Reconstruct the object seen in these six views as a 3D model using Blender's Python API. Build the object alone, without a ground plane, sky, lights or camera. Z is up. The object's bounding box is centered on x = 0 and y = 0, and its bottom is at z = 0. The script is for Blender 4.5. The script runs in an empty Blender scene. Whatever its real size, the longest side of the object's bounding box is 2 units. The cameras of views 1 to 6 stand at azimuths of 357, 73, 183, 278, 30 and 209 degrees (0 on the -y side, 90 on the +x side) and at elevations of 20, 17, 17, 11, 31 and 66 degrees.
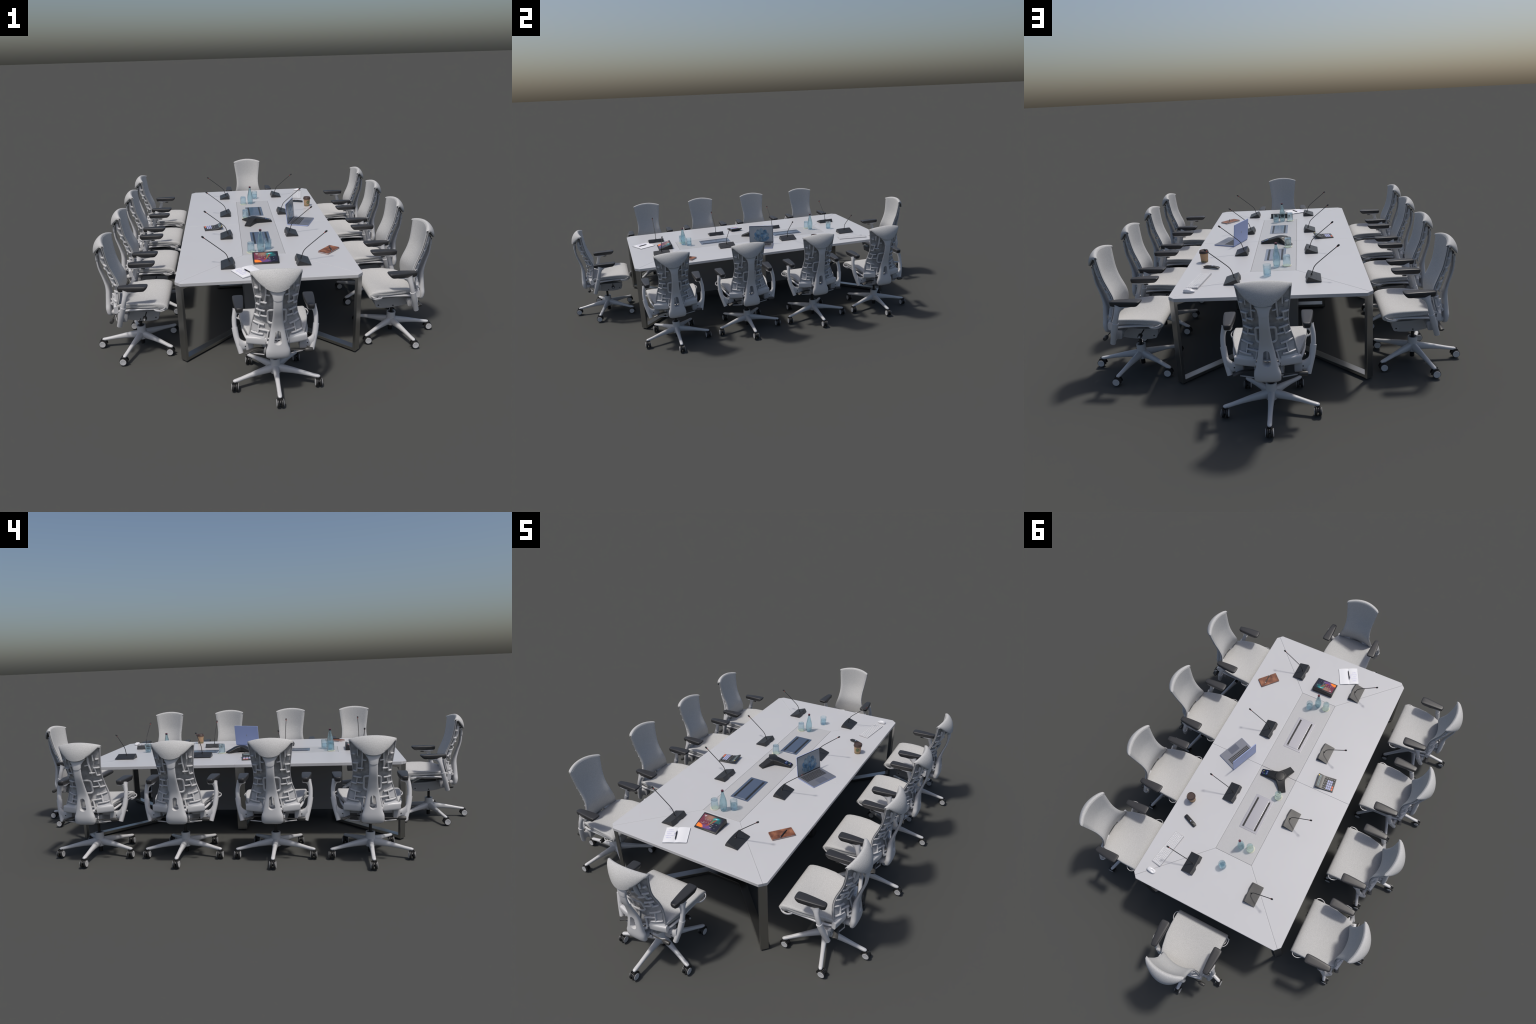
import bpy, bmesh, math, random
from mathutils import Vector, Matrix

random.seed(7)
SC = bpy.context.scene
COL = SC.collection
pi = math.pi

# ------------------------------------------------------------------ materials
def new_mat(name):
    m = bpy.data.materials.new(name)
    m.use_nodes = True
    nt = m.node_tree
    return m, nt, nt.nodes["Principled BSDF"]

def rgba(c):
    return (c[0], c[1], c[2], 1.0)

def plain(name, col, rough=0.4, metal=0.0, spec=0.5, noise=0.0, scale=60.0, bump=0.0, bscale=800.0, coat=0.0, sheen=0.0):
    """Principled material whose colour varies a little by noise and whose grain is a fine bump."""
    m, nt, b = new_mat(name)
    b.inputs["Roughness"].default_value = rough
    b.inputs["Metallic"].default_value = metal
    b.inputs["Specular IOR Level"].default_value = spec
    b.inputs["Coat Weight"].default_value = coat
    b.inputs["Sheen Weight"].default_value = sheen
    b.inputs["Base Color"].default_value = rgba(col)
    if noise or bump:
        tc = nt.nodes.new("ShaderNodeTexCoord")
    if noise:
        n = nt.nodes.new("ShaderNodeTexNoise")
        n.inputs["Scale"].default_value = scale
        n.inputs["Detail"].default_value = 5.0
        nt.links.new(tc.outputs["Object"], n.inputs["Vector"])
        r = nt.nodes.new("ShaderNodeValToRGB")
        r.color_ramp.elements[0].position = 0.3
        r.color_ramp.elements[1].position = 0.7
        r.color_ramp.elements[0].color = rgba([max(0, c * (1 - noise)) for c in col])
        r.color_ramp.elements[1].color = rgba([min(1, c * (1 + noise)) for c in col])
        nt.links.new(n.outputs["Fac"], r.inputs["Fac"])
        nt.links.new(r.outputs["Color"], b.inputs["Base Color"])
    if bump:
        n2 = nt.nodes.new("ShaderNodeTexNoise")
        n2.inputs["Scale"].default_value = bscale
        n2.inputs["Detail"].default_value = 2.0
        nt.links.new(tc.outputs["Object"], n2.inputs["Vector"])
        bp = nt.nodes.new("ShaderNodeBump")
        bp.inputs["Strength"].default_value = bump
        bp.inputs["Distance"].default_value = 0.001
        nt.links.new(n2.outputs["Fac"], bp.inputs["Height"])
        nt.links.new(bp.outputs["Normal"], b.inputs["Normal"])
    return m

def glass(name, col, rough=0.03, ior=1.3, through=0.35):
    """Tinted glass that lets part of the light straight through."""
    m, nt, b = new_mat(name)
    b.inputs["Base Color"].default_value = rgba(col)
    b.inputs["Roughness"].default_value = rough
    b.inputs["IOR"].default_value = ior
    b.inputs["Transmission Weight"].default_value = 1.0
    tr = nt.nodes.new("ShaderNodeBsdfTransparent")
    tr.inputs["Color"].default_value = rgba(col)
    mx = nt.nodes.new("ShaderNodeMixShader")
    mx.inputs["Fac"].default_value = through
    nt.links.new(b.outputs["BSDF"], mx.inputs[1])
    nt.links.new(tr.outputs["BSDF"], mx.inputs[2])
    nt.links.new(mx.outputs["Shader"], nt.nodes["Material Output"].inputs["Surface"])
    return m

FABRIC = plain("grey_woven_fabric", (0.485, 0.484, 0.480), rough=0.85, spec=0.2, noise=0.13, scale=420, bump=0.25, bscale=900)
SHELL = plain("white_moulded_plastic", (0.57, 0.57, 0.58), rough=0.33)
SHELL2 = plain("light_grey_plastic", (0.42, 0.42, 0.43), rough=0.4)
MEMBRANE = plain("translucent_back_plate", (0.36, 0.36, 0.365), rough=0.35, noise=0.22, scale=60)
BLACK = plain("black_plastic", (0.016, 0.016, 0.017), rough=0.38)
GRAPHITE = plain("graphite_lever_plastic", (0.045, 0.044, 0.042), rough=0.4)
PAD = plain("dark_arm_pad_rubber", (0.030, 0.030, 0.032), rough=0.42, bump=0.1, bscale=700)
CAP = plain("wheel_cap_plastic", (0.55, 0.55, 0.56), rough=0.4)
TYRE = plain("black_tyre", (0.014, 0.014, 0.014), rough=0.5)
LAMINATE = plain("white_laminate", (0.520, 0.520, 0.532), rough=0.3, noise=0.01, scale=6)
LAMINATE2 = plain("pale_grey_laminate", (0.455, 0.452, 0.455), rough=0.3, noise=0.03, scale=250)
SEAMCORE = plain("seam_core_grey", (0.30, 0.30, 0.30), rough=0.8)  # grey of the solid core plate added to show through the panel seams
LEGMETAL = plain("dark_steel", (0.42, 0.415, 0.40), rough=0.30, metal=1.0)
FOOT = plain("rubber_foot", (0.02, 0.02, 0.02), rough=0.7)
BOX = plain("grey_panel", (0.20, 0.20, 0.205), rough=0.45)
STEEL = plain("brushed_steel", (0.55, 0.55, 0.57), rough=0.27, metal=1.0)
BRUSH = plain("black_brush_strip", (0.02, 0.02, 0.02), rough=0.35)
MICMAT = plain("charcoal_plastic", (0.024, 0.025, 0.027), rough=0.38)
MICREAR = plain("dark_grey_plastic", (0.055, 0.056, 0.058), rough=0.45)
RED = plain("red_ring", (0.55, 0.05, 0.03), rough=0.4)
GLASS = glass("blue_tinted_glass", (0.88, 0.95, 0.975), through=0.50)
WATER = glass("water", (0.84, 0.92, 0.95), through=0.5)
BOTTLE = glass("blue_bottle_glass", (0.80, 0.905, 0.935), through=0.42)
CAPRED = plain("wine_red_cap", (0.10, 0.012, 0.03), rough=0.35)
CAPDARK = plain("navy_cap_skirt", (0.016, 0.012, 0.028), rough=0.4)
LABELRED = plain("red_print", (0.55, 0.22, 0.22), rough=0.5)
CREAM = plain("cream_coaster", (0.62, 0.60, 0.47), rough=0.7)
KRAFT = plain("kraft_paper", (0.50, 0.31, 0.175), rough=0.7, noise=0.06, scale=200)
LID = plain("brown_lid", (0.065, 0.040, 0.033), rough=0.4)
GREEN = plain("green_print", (0.01, 0.13, 0.045), rough=0.5)
PAPER = plain("white_paper", (0.74, 0.74, 0.76), rough=0.7)
COVER = plain("dark_book_cover", (0.10, 0.12, 0.15), rough=0.6)
INK = plain("violet_ink", (0.33, 0.32, 0.70), rough=0.6)
PENMAT = plain("black_pen", (0.012, 0.012, 0.013), rough=0.3)
SILVER = plain("silver_tip", (0.6, 0.6, 0.62), rough=0.25, metal=1.0)
WHITEP = plain("white_gloss_plastic", (0.68, 0.68, 0.70), rough=0.25)
KEYW = plain("white_keys", (0.62, 0.62, 0.63), rough=0.4)
KEYTRAY = plain("silver_tray", (0.42, 0.42, 0.44), rough=0.35)
LAPBLUE = plain("periwinkle_metal", (0.33, 0.40, 0.66), rough=0.4, metal=0.1)
LAPGREY = plain("blue_grey_deck", (0.20, 0.21, 0.245), rough=0.4, metal=0.4)
TRACKPAD = plain("track_pad", (0.105, 0.115, 0.15), rough=0.3)
LAPKEY = plain("laptop_keys", (0.03, 0.03, 0.032), rough=0.45)
BEZEL = plain("black_bezel", (0.012, 0.012, 0.014), rough=0.15)
CALCBODY = plain("calculator_body", (0.035, 0.036, 0.038), rough=0.42)
CALCKEY = plain("lilac_keys", (0.40, 0.42, 0.62), rough=0.45)
CALCDARK = plain("dark_keys", (0.012, 0.012, 0.013), rough=0.4)
ORANGE = plain("orange_keys", (0.75, 0.16, 0.07), rough=0.45)
LCD = plain("lcd_display", (0.20, 0.26, 0.27), rough=0.3)
WHITEMARK = plain("white_print", (0.6, 0.6, 0.6), rough=0.5)
YELLOW = plain("yellow_print", (0.7, 0.55, 0.1), rough=0.5)
PHONE = plain("phone_black", (0.012, 0.012, 0.012), rough=0.42)
PHONESCR = plain("phone_screen", (0.008, 0.012, 0.03), rough=0.15)
ICONBLUE = plain("icon_blue", (0.02, 0.04, 0.12), rough=0.4)
ICONVIO = plain("icon_violet", (0.22, 0.13, 0.45), rough=0.4)
ICONGRN = plain("icon_green", (0.12, 0.45, 0.10), rough=0.4)
PETAL = plain("wallpaper_petal", (0.085, 0.19, 0.31), rough=0.2, noise=0.6, scale=70)
PETAL2 = plain("wallpaper_petal_pale", (0.19, 0.29, 0.37), rough=0.2, noise=0.4, scale=60)
GREYMARK = plain("grey_emblem", (0.30, 0.33, 0.45), rough=0.3)

def leather():
    m, nt, b = new_mat("tan_leather")
    b.inputs["Roughness"].default_value = 0.55
    tc = nt.nodes.new("ShaderNodeTexCoord")
    n = nt.nodes.new("ShaderNodeTexNoise")
    n.inputs["Scale"].default_value = 45
    n.inputs["Detail"].default_value = 6
    r = nt.nodes.new("ShaderNodeValToRGB")
    e = r.color_ramp.elements
    e[0].position, e[0].color = 0.3, (0.075, 0.025, 0.013, 1)
    e[1].position, e[1].color = 0.72, (0.36, 0.15, 0.075, 1)
    e.new(0.5).color = (0.19, 0.068, 0.034, 1)
    nt.links.new(tc.outputs["Object"], n.inputs["Vector"])
    nt.links.new(n.outputs["Fac"], r.inputs["Fac"])
    nt.links.new(r.outputs["Color"], b.inputs["Base Color"])
    return m
LEATHER = leather()

def blob_screen(name, base0, base1, axis_scale, blobs, rough=0.15):
    """Screen picture: a linear gradient with soft elliptical patches of colour, on object coordinates."""
    m, nt, b = new_mat(name)
    b.inputs["Roughness"].default_value = rough
    tc = nt.nodes.new("ShaderNodeTexCoord")
    sx = nt.nodes.new("ShaderNodeSeparateXYZ")
    nt.links.new(tc.outputs["Object"], sx.inputs[0])
    mr = nt.nodes.new("ShaderNodeMapRange")
    mr.inputs["From Min"].default_value, mr.inputs["From Max"].default_value = axis_scale
    nt.links.new(sx.outputs["X"], mr.inputs["Value"])
    mix = nt.nodes.new("ShaderNodeMix")
    mix.data_type = "RGBA"
    mix.inputs[6].default_value, mix.inputs[7].default_value = rgba(base0), rgba(base1)
    nt.links.new(mr.outputs["Result"], mix.inputs[0])
    last = mix.outputs[2]
    for (cx, cy, rx, ry, rot, hard, col) in blobs:
        mp = nt.nodes.new("ShaderNodeMapping")
        mp.vector_type = "TEXTURE"
        mp.inputs["Location"].default_value = (cx, cy, 0)
        mp.inputs["Rotation"].default_value = (0, 0, rot)
        mp.inputs["Scale"].default_value = (rx, ry, 1000)
        nt.links.new(tc.outputs["Object"], mp.inputs["Vector"])
        g = nt.nodes.new("ShaderNodeTexGradient")
        g.gradient_type = "SPHERICAL"
        nt.links.new(mp.outputs["Vector"], g.inputs["Vector"])
        mr2 = nt.nodes.new("ShaderNodeMapRange")
        mr2.inputs["From Max"].default_value = hard
        nt.links.new(g.outputs["Fac"], mr2.inputs["Value"])
        mx = nt.nodes.new("ShaderNodeMix")
        mx.data_type = "RGBA"
        mx.inputs[7].default_value = rgba(col)
        nt.links.new(mr2.outputs["Result"], mx.inputs[0])
        nt.links.new(last, mx.inputs[6])
        last = mx.outputs[2]
    nt.links.new(last, b.inputs["Base Color"])
    return m

# ------------------------------------------------------------------ geometry kit
def lerp(a, b, t):
    return a + (b - a) * t

def interp(t, pts):
    """Smooth (Catmull-Rom like, monotone ends) interpolation of (t, value) control points."""
    if t <= pts[0][0]:
        return pts[0][1]
    if t >= pts[-1][0]:
        return pts[-1][1]
    for i in range(len(pts) - 1):
        if pts[i][0] <= t <= pts[i + 1][0]:
            break
    x0, y0 = pts[i]
    x1, y1 = pts[i + 1]
    m0 = (y1 - pts[i - 1][1]) / (x1 - pts[i - 1][0]) if i > 0 else (y1 - y0) / (x1 - x0)
    m1 = (pts[i + 2][1] - y0) / (pts[i + 2][0] - x0) if i + 2 < len(pts) else (y1 - y0) / (x1 - x0)
    h = x1 - x0
    s = (t - x0) / h
    return ((2*s**3 - 3*s**2 + 1) * y0 + (s**3 - 2*s**2 + s) * h * m0 + (-2*s**3 + 3*s**2) * y1 + (s**3 - s**2) * h * m1)

def spline(ctrl, n):
    """Catmull-Rom points through 3D control points, n steps per span."""
    P = [Vector(c) for c in ctrl]
    P = [P[0] * 2 - P[1]] + P + [P[-1] * 2 - P[-2]]
    out = []
    for i in range(1, len(P) - 2):
        for k in range(n):
            t = k / n
            a, b, c, d = P[i-1], P[i], P[i+1], P[i+2]
            out.append(0.5 * ((2*b) + (c-a)*t + (2*a-5*b+4*c-d)*t*t + (3*b-a-3*c+d)*t**3))
    out.append(P[-2])
    return out

class Shape:
    """Collects vertices and faces of one mesh; each addition may carry a material and a transform."""
    def __init__(self):
        self.v, self.f, self.mi, self.mats = [], [], [], []
    def add(self, verts, faces, mat, xf=None):
        if mat not in self.mats:
            self.mats.append(mat)
        k = self.mats.index(mat)
        o = len(self.v)
        for p in verts:
            p = Vector(p)
            self.v.append(xf @ p if xf else p)
        for f in faces:
            self.f.append([i + o for i in f])
            self.mi.append(k)
        return self
    def mesh(self, name, angle=40, fix=True):
        me = bpy.data.meshes.new(name)
        me.from_pydata([tuple(p) for p in self.v], [], self.f)
        for m in self.mats:
            me.materials.append(m)
        me.polygons.foreach_set("material_index", self.mi)
        if fix:
            bm = bmesh.new()
            bm.from_mesh(me)
            bmesh.ops.recalc_face_normals(bm, faces=bm.faces)
            bm.to_mesh(me)
            bm.free()
        me.shade_smooth()
        me.set_sharp_from_angle(angle=math.radians(angle))
        me.update()
        return me

def grid_faces(rows, cols, close_c=False, close_r=False):
    F = []
    for i in range(rows if close_r else rows - 1):
        for j in range(cols if close_c else cols - 1):
            a, b = i * cols + j, i * cols + (j + 1) % cols
            c, d = ((i + 1) % rows) * cols + (j + 1) % cols, ((i + 1) % rows) * cols + j
            F.append((a, b, c, d))
    return F

def loft(rings, cap=True, close_r=False):
    n = len(rings[0])
    V = [p for r in rings for p in r]
    F = grid_faces(len(rings), n, True, close_r)
    if cap and not close_r:
        F.append(tuple(range(n))[::-1])
        F.append(tuple((len(rings) - 1) * n + i for i in range(n)))
    return V, F

def superellipse(a, b, n=16, e=2.0):
    out = []
    for i in range(n):
        t = 2 * pi * (i + 0.5) / n
        c, s = math.cos(t), math.sin(t)
        out.append((a * math.copysign(abs(c) ** (2 / e), c), b * math.copysign(abs(s) ** (2 / e), s)))
    return out

def sweep(path, size, n=12, e=2.0, up=(0, 0, 1), cap=True, closed=False):
    """Sweep a superellipse along a path. size(t) -> (half width along side, half height along up)."""
    P = [Vector(p) for p in path]
    m = len(P)
    rings = []
    for i, p in enumerate(P):
        if closed:
            tan = P[(i + 1) % m] - P[i - 1]
        else:
            tan = P[min(i + 1, m - 1)] - P[max(i - 1, 0)]
        tan.normalize()
        side = tan.cross(Vector(up))
        if side.length < 1e-5:
            side = tan.cross(Vector((0, 1, 0)))
        side.normalize()
        nor = side.cross(tan).normalized()
        a, b = size(i / (m - 1)) if callable(size) else size
        rings.append([p + side * x + nor * y for x, y in superellipse(a, b, n, e)])
    return loft(rings, cap, closed)

def tube(path, r, n=8, closed=False):
    return sweep(path, (r, r), n, 2.0, (0.13, 0.21, 0.97), not closed, closed)

def lathe(profile, n=24, cap=True):
    """Revolve (r, z) points about z."""
    rings = [[(r * math.cos(2*pi*i/n), r * math.sin(2*pi*i/n), z) for i in range(n)] for r, z in profile]
    return loft(rings, cap)

def round_poly(pts, r, n=4):
    """Round the corners of a 2D polygon; r may be a list."""
    out = []
    m = len(pts)
    for i in range(m):
        p = Vector(pts[i])
        a = Vector(pts[i - 1]) - p
        b = Vector(pts[(i + 1) % m]) - p
        rr = r[i] if isinstance(r, (list, tuple)) else r
        if rr <= 0:
            out.append(tuple(p))
            continue
        d = min(rr, a.length * 0.49, b.length * 0.49)
        s, e2 = p + a.normalized() * d, p + b.normalized() * d
        for k in range(n + 1):
            t = k / n
            out.append(tuple(s * (1-t)**2 + p * 2*t*(1-t) + e2 * t*t))
    return out

def inset(pts, d):
    m = len(pts)
    area = sum(pts[i][0] * pts[(i+1) % m][1] - pts[(i+1) % m][0] * pts[i][1] for i in range(m))
    sg = 1 if area > 0 else -1
    out = []
    for i in range(m):
        p, q, s = Vector(pts[i-1]), Vector(pts[i]), Vector(pts[(i+1) % m])
        e1, e2 = (q - p), (s - q)
        if e1.length < 1e-9: e1 = e2
        if e2.length < 1e-9: e2 = e1
        n1, n2 = Vector((-e1.y, e1.x)).normalized(), Vector((-e2.y, e2.x)).normalized()
        k = n1 + n2
        k = k / max(k.dot(k) / 2, 0.5) if k.length > 1e-6 else n1
        out.append(tuple(q + k * d * sg))
    return out

def prism(pts, z0, z1, b=0.0, steps=2):
    """Extrude a 2D outline with rounded upper and lower edges."""
    if b <= 0:
        rings = [[(x, y, z0) for x, y in pts], [(x, y, z1) for x, y in pts]]
    else:
        rings = []
        for k in range(steps + 1):
            t = k / steps * pi / 2
            o = inset(pts, b * (1 - math.sin(t)))
            rings.append([(x, y, z0 + b * (1 - math.cos(t))) for x, y in o])
        for k in range(steps + 1):
            t = k / steps * pi / 2
            o = inset(pts, b * (1 - math.cos(t)))
            rings.append([(x, y, z1 - b * (1 - math.sin(t))) for x, y in o])
    return loft(rings)

def rect(x0, x1, y0, y1):
    return [(x0, y0), (x1, y0), (x1, y1), (x0, y1)]

def box(cx, cy, cz, sx, sy, sz, b=0.0, steps=2):
    return prism(rect(cx - sx/2, cx + sx/2, cy - sy/2, cy + sy/2), cz - sz/2, cz + sz/2, b, steps)

ROT_YZ = Matrix(((0, 0, 1, 0), (1, 0, 0, 0), (0, 1, 0, 0), (0, 0, 0, 1)))  # 2D outline (y, z), extruded along x

def T(x=0, y=0, z=0):
    return Matrix.Translation((x, y, z))

def R(a, ax="Z"):
    return Matrix.Rotation(a, 4, ax)

def put(name, me, parent=None, mtx=None):
    o = bpy.data.objects.new(name, me)
    COL.objects.link(o)
    if parent:
        o.parent = parent
    if mtx is not None:
        o.matrix_local = mtx
    return o

def thing(name, label, category, mtx):
    o = bpy.data.objects.new(name, None)
    o.empty_display_size = 0.02
    COL.objects.link(o)
    o.matrix_local = mtx
    o["label"] = label
    o["category"] = category
    return o

# ------------------------------------------------------------------ office chair (faces +y, origin on the floor under its column)
BACK_Y = [(.187, -.0719), (.231, -.0559), (.262, -.0500), (.28, -.0500), (.30, -.0547), (.332, -.0678), (.365, -.0788), (.41, -.0863), (.455, -.0910)]
BACK_W = [(.187, .0985), (.22, .0905), (.256, .0812), (.285, .0715), (.305, .0675), (.335, .0660), (.365, .0690), (.40, .0738), (.447, .0800), (.455, .081)]

def back_point(x, z, off=0.0):
    """Rear face of the backrest fabric at local x, z; off moves it backward."""
    w = interp(z, BACK_W)
    s = min(1.0, abs(x) / w)
    return Vector((x, interp(z, BACK_Y) - interp(z, [(.19, .020), (.25, .022), (.35, .022), (.44, .0175)]) * (1 - s * s) - off, z))

def build_seat():
    s = Shape()
    prof = [(-.068, .2130), (-.060, .2195), (-.03, .2292), (.02, .2328), (.06, .2320), (.09, .2298), (.108, .2262), (.120, .2205), (.1265, .2125),
            (.1255, .2045), (.118, .1990), (.108, .1980), (.100, .2035), (.085, .2095), (.05, .2135), (0, .2140), (-.04, .2120), (-.064, .2080)]
    mid = [(y, lerp(z, .214 if y < .09 else .209, 0.55)) for y, z in prof]
    wid = [(-.068, .090), (-.05, .0965), (-.02, .106), (.02, .1135), (.06, .1165), (.13, .1165)]
    stations = [(-1, .62), (-.994, .35), (-.98, .12), (-.95, .0), (-.8, 0), (-.55, 0), (-.25, 0), (0, 0), (.25, 0), (.55, 0), (.8, 0), (.95, 0), (.98, .12), (.994, .35), (1, .62)]
    rings = []
    for u, k in stations:
        ring = []
        for (y, z), (ym, zm) in zip(prof, mid):
            dip = .0235 * max(0, 1 - u * u) ** 1.25 * interp(y, [(-.07, .55), (-.04, .9), (.0, 1.0), (.04, .80), (.075, .40), (.105, .08), (.125, 0)])
            yy = lerp(y, .03 + (y - .03) * .97, k) - .010 * (1 - u * u) * max(0, min(1, (-.02 - y) / .04))
            ring.append((u * interp(y, wid), yy, lerp(z, zm, k) - dip))
        rings.append(ring)
    s.add(*loft(rings), FABRIC)
    return s.mesh("seat_cushion", 60)

def build_seat_frame():
    s = Shape()
    for sg in (-1, 1):
        # side rail under the cushion, swelling into the front corner
        path = spline([(sg*.090, -.060, .1955), (sg*.098, -.045, .198), (sg*.106, -.01, .2035), (sg*.108, .03, .2055), (sg*.110, .065, .206), (sg*.112, .092, .2065)], 5)
        s.add(*sweep(path, lambda t: (.0048, .0042), 10, 2.4), SHELL)
        # loop handle at the front corner
        loop = [(sg*.1095, .1160, .2120), (sg*.1185, .1160, .2115), (sg*.1255, .1105, .2095), (sg*.1285, .0990, .2070), (sg*.1255, .0865, .2050), (sg*.1185, .0780, .2045), (sg*.1095, .0750, .2060), (sg*.1070, .0960, .2090)]
        path = spline(loop + [loop[0]], 4)[:-1]
        s.add(*sweep(path, (.0017, .0031), 8, 2.2, (0, 0, 1), False, True), SHELL)
        s.add(*sweep(spline([(sg*.106, .116, .2015), (sg*.117, .110, .200), (sg*.1185, .095, .198), (sg*.110, .078, .1975)], 4), (.0018, .0022), 6), SHELL)
        # curved link from the rail down to the mechanism
        path = spline([(sg*.092, -.02, .199), (sg*.089, .02, .2005), (sg*.080, .05, .194), (sg*.066, .072, .180), (sg*.050, .08, .168)], 5)
        s.add(*sweep(path, (.0055, .0038), 8, 2.2), SHELL)
    # seat pan
    rings = []
    for y, hw, zt, zb in [(-.07, .085, .2035, .184), (-.04, .096, .2095, .184), (.03, .106, .2105, .186), (.08, .107, .2075, .192), (.098, .100, .2030, .197)]:
        rings.append([(-hw, y, zt), (-hw*.97, y, zt-.006), (-hw*.6, y, zb), (hw*.6, y, zb), (hw*.97, y, zt-.006), (hw, y, zt), (hw*.9, y, zt-.006), (hw*.5, y, zb+.003), (-hw*.5, y, zb+.003), (-hw*.9, y, zt-.006)])
    s.add(*loft(rings), SHELL)
    return s.mesh("seat_frame", 45)

def build_mechanism():
    s = Shape()
    prof = round_poly([(.0835, .1640), (.0825, .1400), (.0660, .1250), (.030, .1235), (-.025, .1305), (-.056, .1390), (-.066, .1500), (-.060, .1760), (.02, .1670)], [.004, .012, .012, .01, .01, .008, .006, .006, .01], 4)
    s.add(*prism(prof, -.044, .044, .0035), SHELL2, ROT_YZ)
    # black block added for the shade in the gap between pan and mechanism
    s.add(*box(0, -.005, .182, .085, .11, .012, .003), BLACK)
    for sg in (-1, 1):
        disc = lathe([(.0005, .0), (.0115, .0), (.0115, .0008), (.0108, .0014), (.0005, .0014)], 20)
        s.add(*disc, SHELL2, T(sg*.0435, .0675, .1395) @ R(sg*pi/2, "Y"))
        for y, z in ((.0675, .1390), (.009, .1345)):
            s.add(*lathe([(.0003, 0), (.0026, 0), (.0026, .0010), (.0003, .0010)], 10), BLACK, T(sg*(.0455 if y > .05 else .0440), y, z) @ R(sg*pi/2, "Y"))
        # arm bracket
        s.add(*prism(round_poly([(-.062, .153), (-.030, .153), (-.024, .186), (-.058, .188)], .006), .076, .100, .003), SHELL2, ROT_YZ if sg > 0 else Matrix.Diagonal((-1, 1, 1, 1)) @ ROT_YZ)
        s.add(*box(sg*.06, -.035, .176, .07, .022, .012, .002), SHELL2)
        # thin frame behind
        path = [Vector((sg*.036, -.070, .182)), Vector((sg*.040, -.082, .170)), Vector((sg*.042, -.084, .152)), Vector((sg*.085, -.070, .152))]
        s.add(*tube(path, .0022, 6), SHELL2)
    return s.mesh("tilt_mechanism", 35)

def build_back_fabric():
    s = Shape()
    nz, nx = 34, 18
    front, rear = [], []
    th = .0065
    for i in range(nz + 1):
        for j in range(nx + 1):
            u = -1 + 2 * j / nx
            z = lerp(.2085, .4535 - .0135 * u * u, i / nz)   # the upper edge arches under the headrest roll
            w = interp(z, BACK_W)
            e = max(0.0, (abs(u) - .93) / .07)
            p = back_point(u * w, z)
            rear.append(p)
            front.append(p + Vector((0, th * math.sqrt(max(0, 1 - e * e)) * .8 + th * .2, 0)))
    n = len(front)
    F = grid_faces(nz + 1, nx + 1)
    F2 = [tuple(k + n for k in f[::-1]) for f in F]
    c = nx + 1
    E = []
    border = [j for j in range(c)] + [i*c + nx for i in range(1, nz+1)] + [nz*c + j for j in range(nx-1, -1, -1)] + [i*c for i in range(nz-1, 0, -1)]
    for k in range(len(border)):
        a, b = border[k], border[(k+1) % len(border)]
        E.append((a, a + n, b + n, b))
    s.add(front + rear, F + F2 + E, FABRIC)
    return s.mesh("back_cushion", 55)

def patch(s, x0, x1, z0, z1, off, th, mat, nx=6, nz=10, skew=0.0):
    """Rounded plate that follows the rear of the backrest."""
    A, B = [], []
    for i in range(nz + 1):
        z = lerp(z0, z1, i / nz)
        for j in range(nx + 1):
            x = lerp(x0, x1, j / nx)
            A.append(back_point(x, z, off))
            B.append(back_point(x, z, off + th))
    n = len(A)
    F = grid_faces(nz + 1, nx + 1)
    c = nx + 1
    border = [j for j in range(c)] + [i*c + nx for i in range(1, nz+1)] + [nz*c + j for j in range(nx-1, -1, -1)] + [i*c for i in range(nz-1, 0, -1)]
    E = [(border[k], border[k] + n, border[(k+1) % len(border)] + n, border[(k+1) % len(border)]) for k in range(len(border))]
    s.add(A + B, F + [tuple(k + n for k in f[::-1]) for f in F] + E, mat)

def build_back_membrane():
    s = Shape()
    nz, nx = 30, 16
    A, B = [], []
    for i in range(nz + 1):
        for j in range(nx + 1):
            u = -1 + 2 * j / nx
            z = lerp(.2090, .446 - .010 * u * u, i / nz)
            w = interp(z, BACK_W) * .965
            A.append(back_point(u * w, z, .0003))
            B.append(back_point(u * w, z, .0022))
    n = len(A)
    F = grid_faces(nz + 1, nx + 1)
    c = nx + 1
    border = [j for j in range(c)] + [i*c + nx for i in range(1, nz+1)] + [nz*c + j for j in range(nx-1, -1, -1)] + [i*c for i in range(nz-1, 0, -1)]
    E = [(border[k], border[k] + n, border[(k+1) % len(border)] + n, border[(k+1) % len(border)]) for k in range(len(border))]
    s.add(A + B, F + [tuple(k + n for k in f[::-1]) for f in F] + E, MEMBRANE)
    return s.mesh("back_plate", 50)

def stand(x, z):
    """How far behind the fabric the lattice bars stand."""
    s = min(1, abs(x) / interp(z, BACK_W))
    low = interp(z, [(.19, .45), (.22, .55), (.265, .6), (.29, 1), (.4, 1)])
    return (.0050 + .0100 * (1 - s * s)) * lerp(1, low, min(1, max(0, (abs(x) - .02) / .015)))

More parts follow.
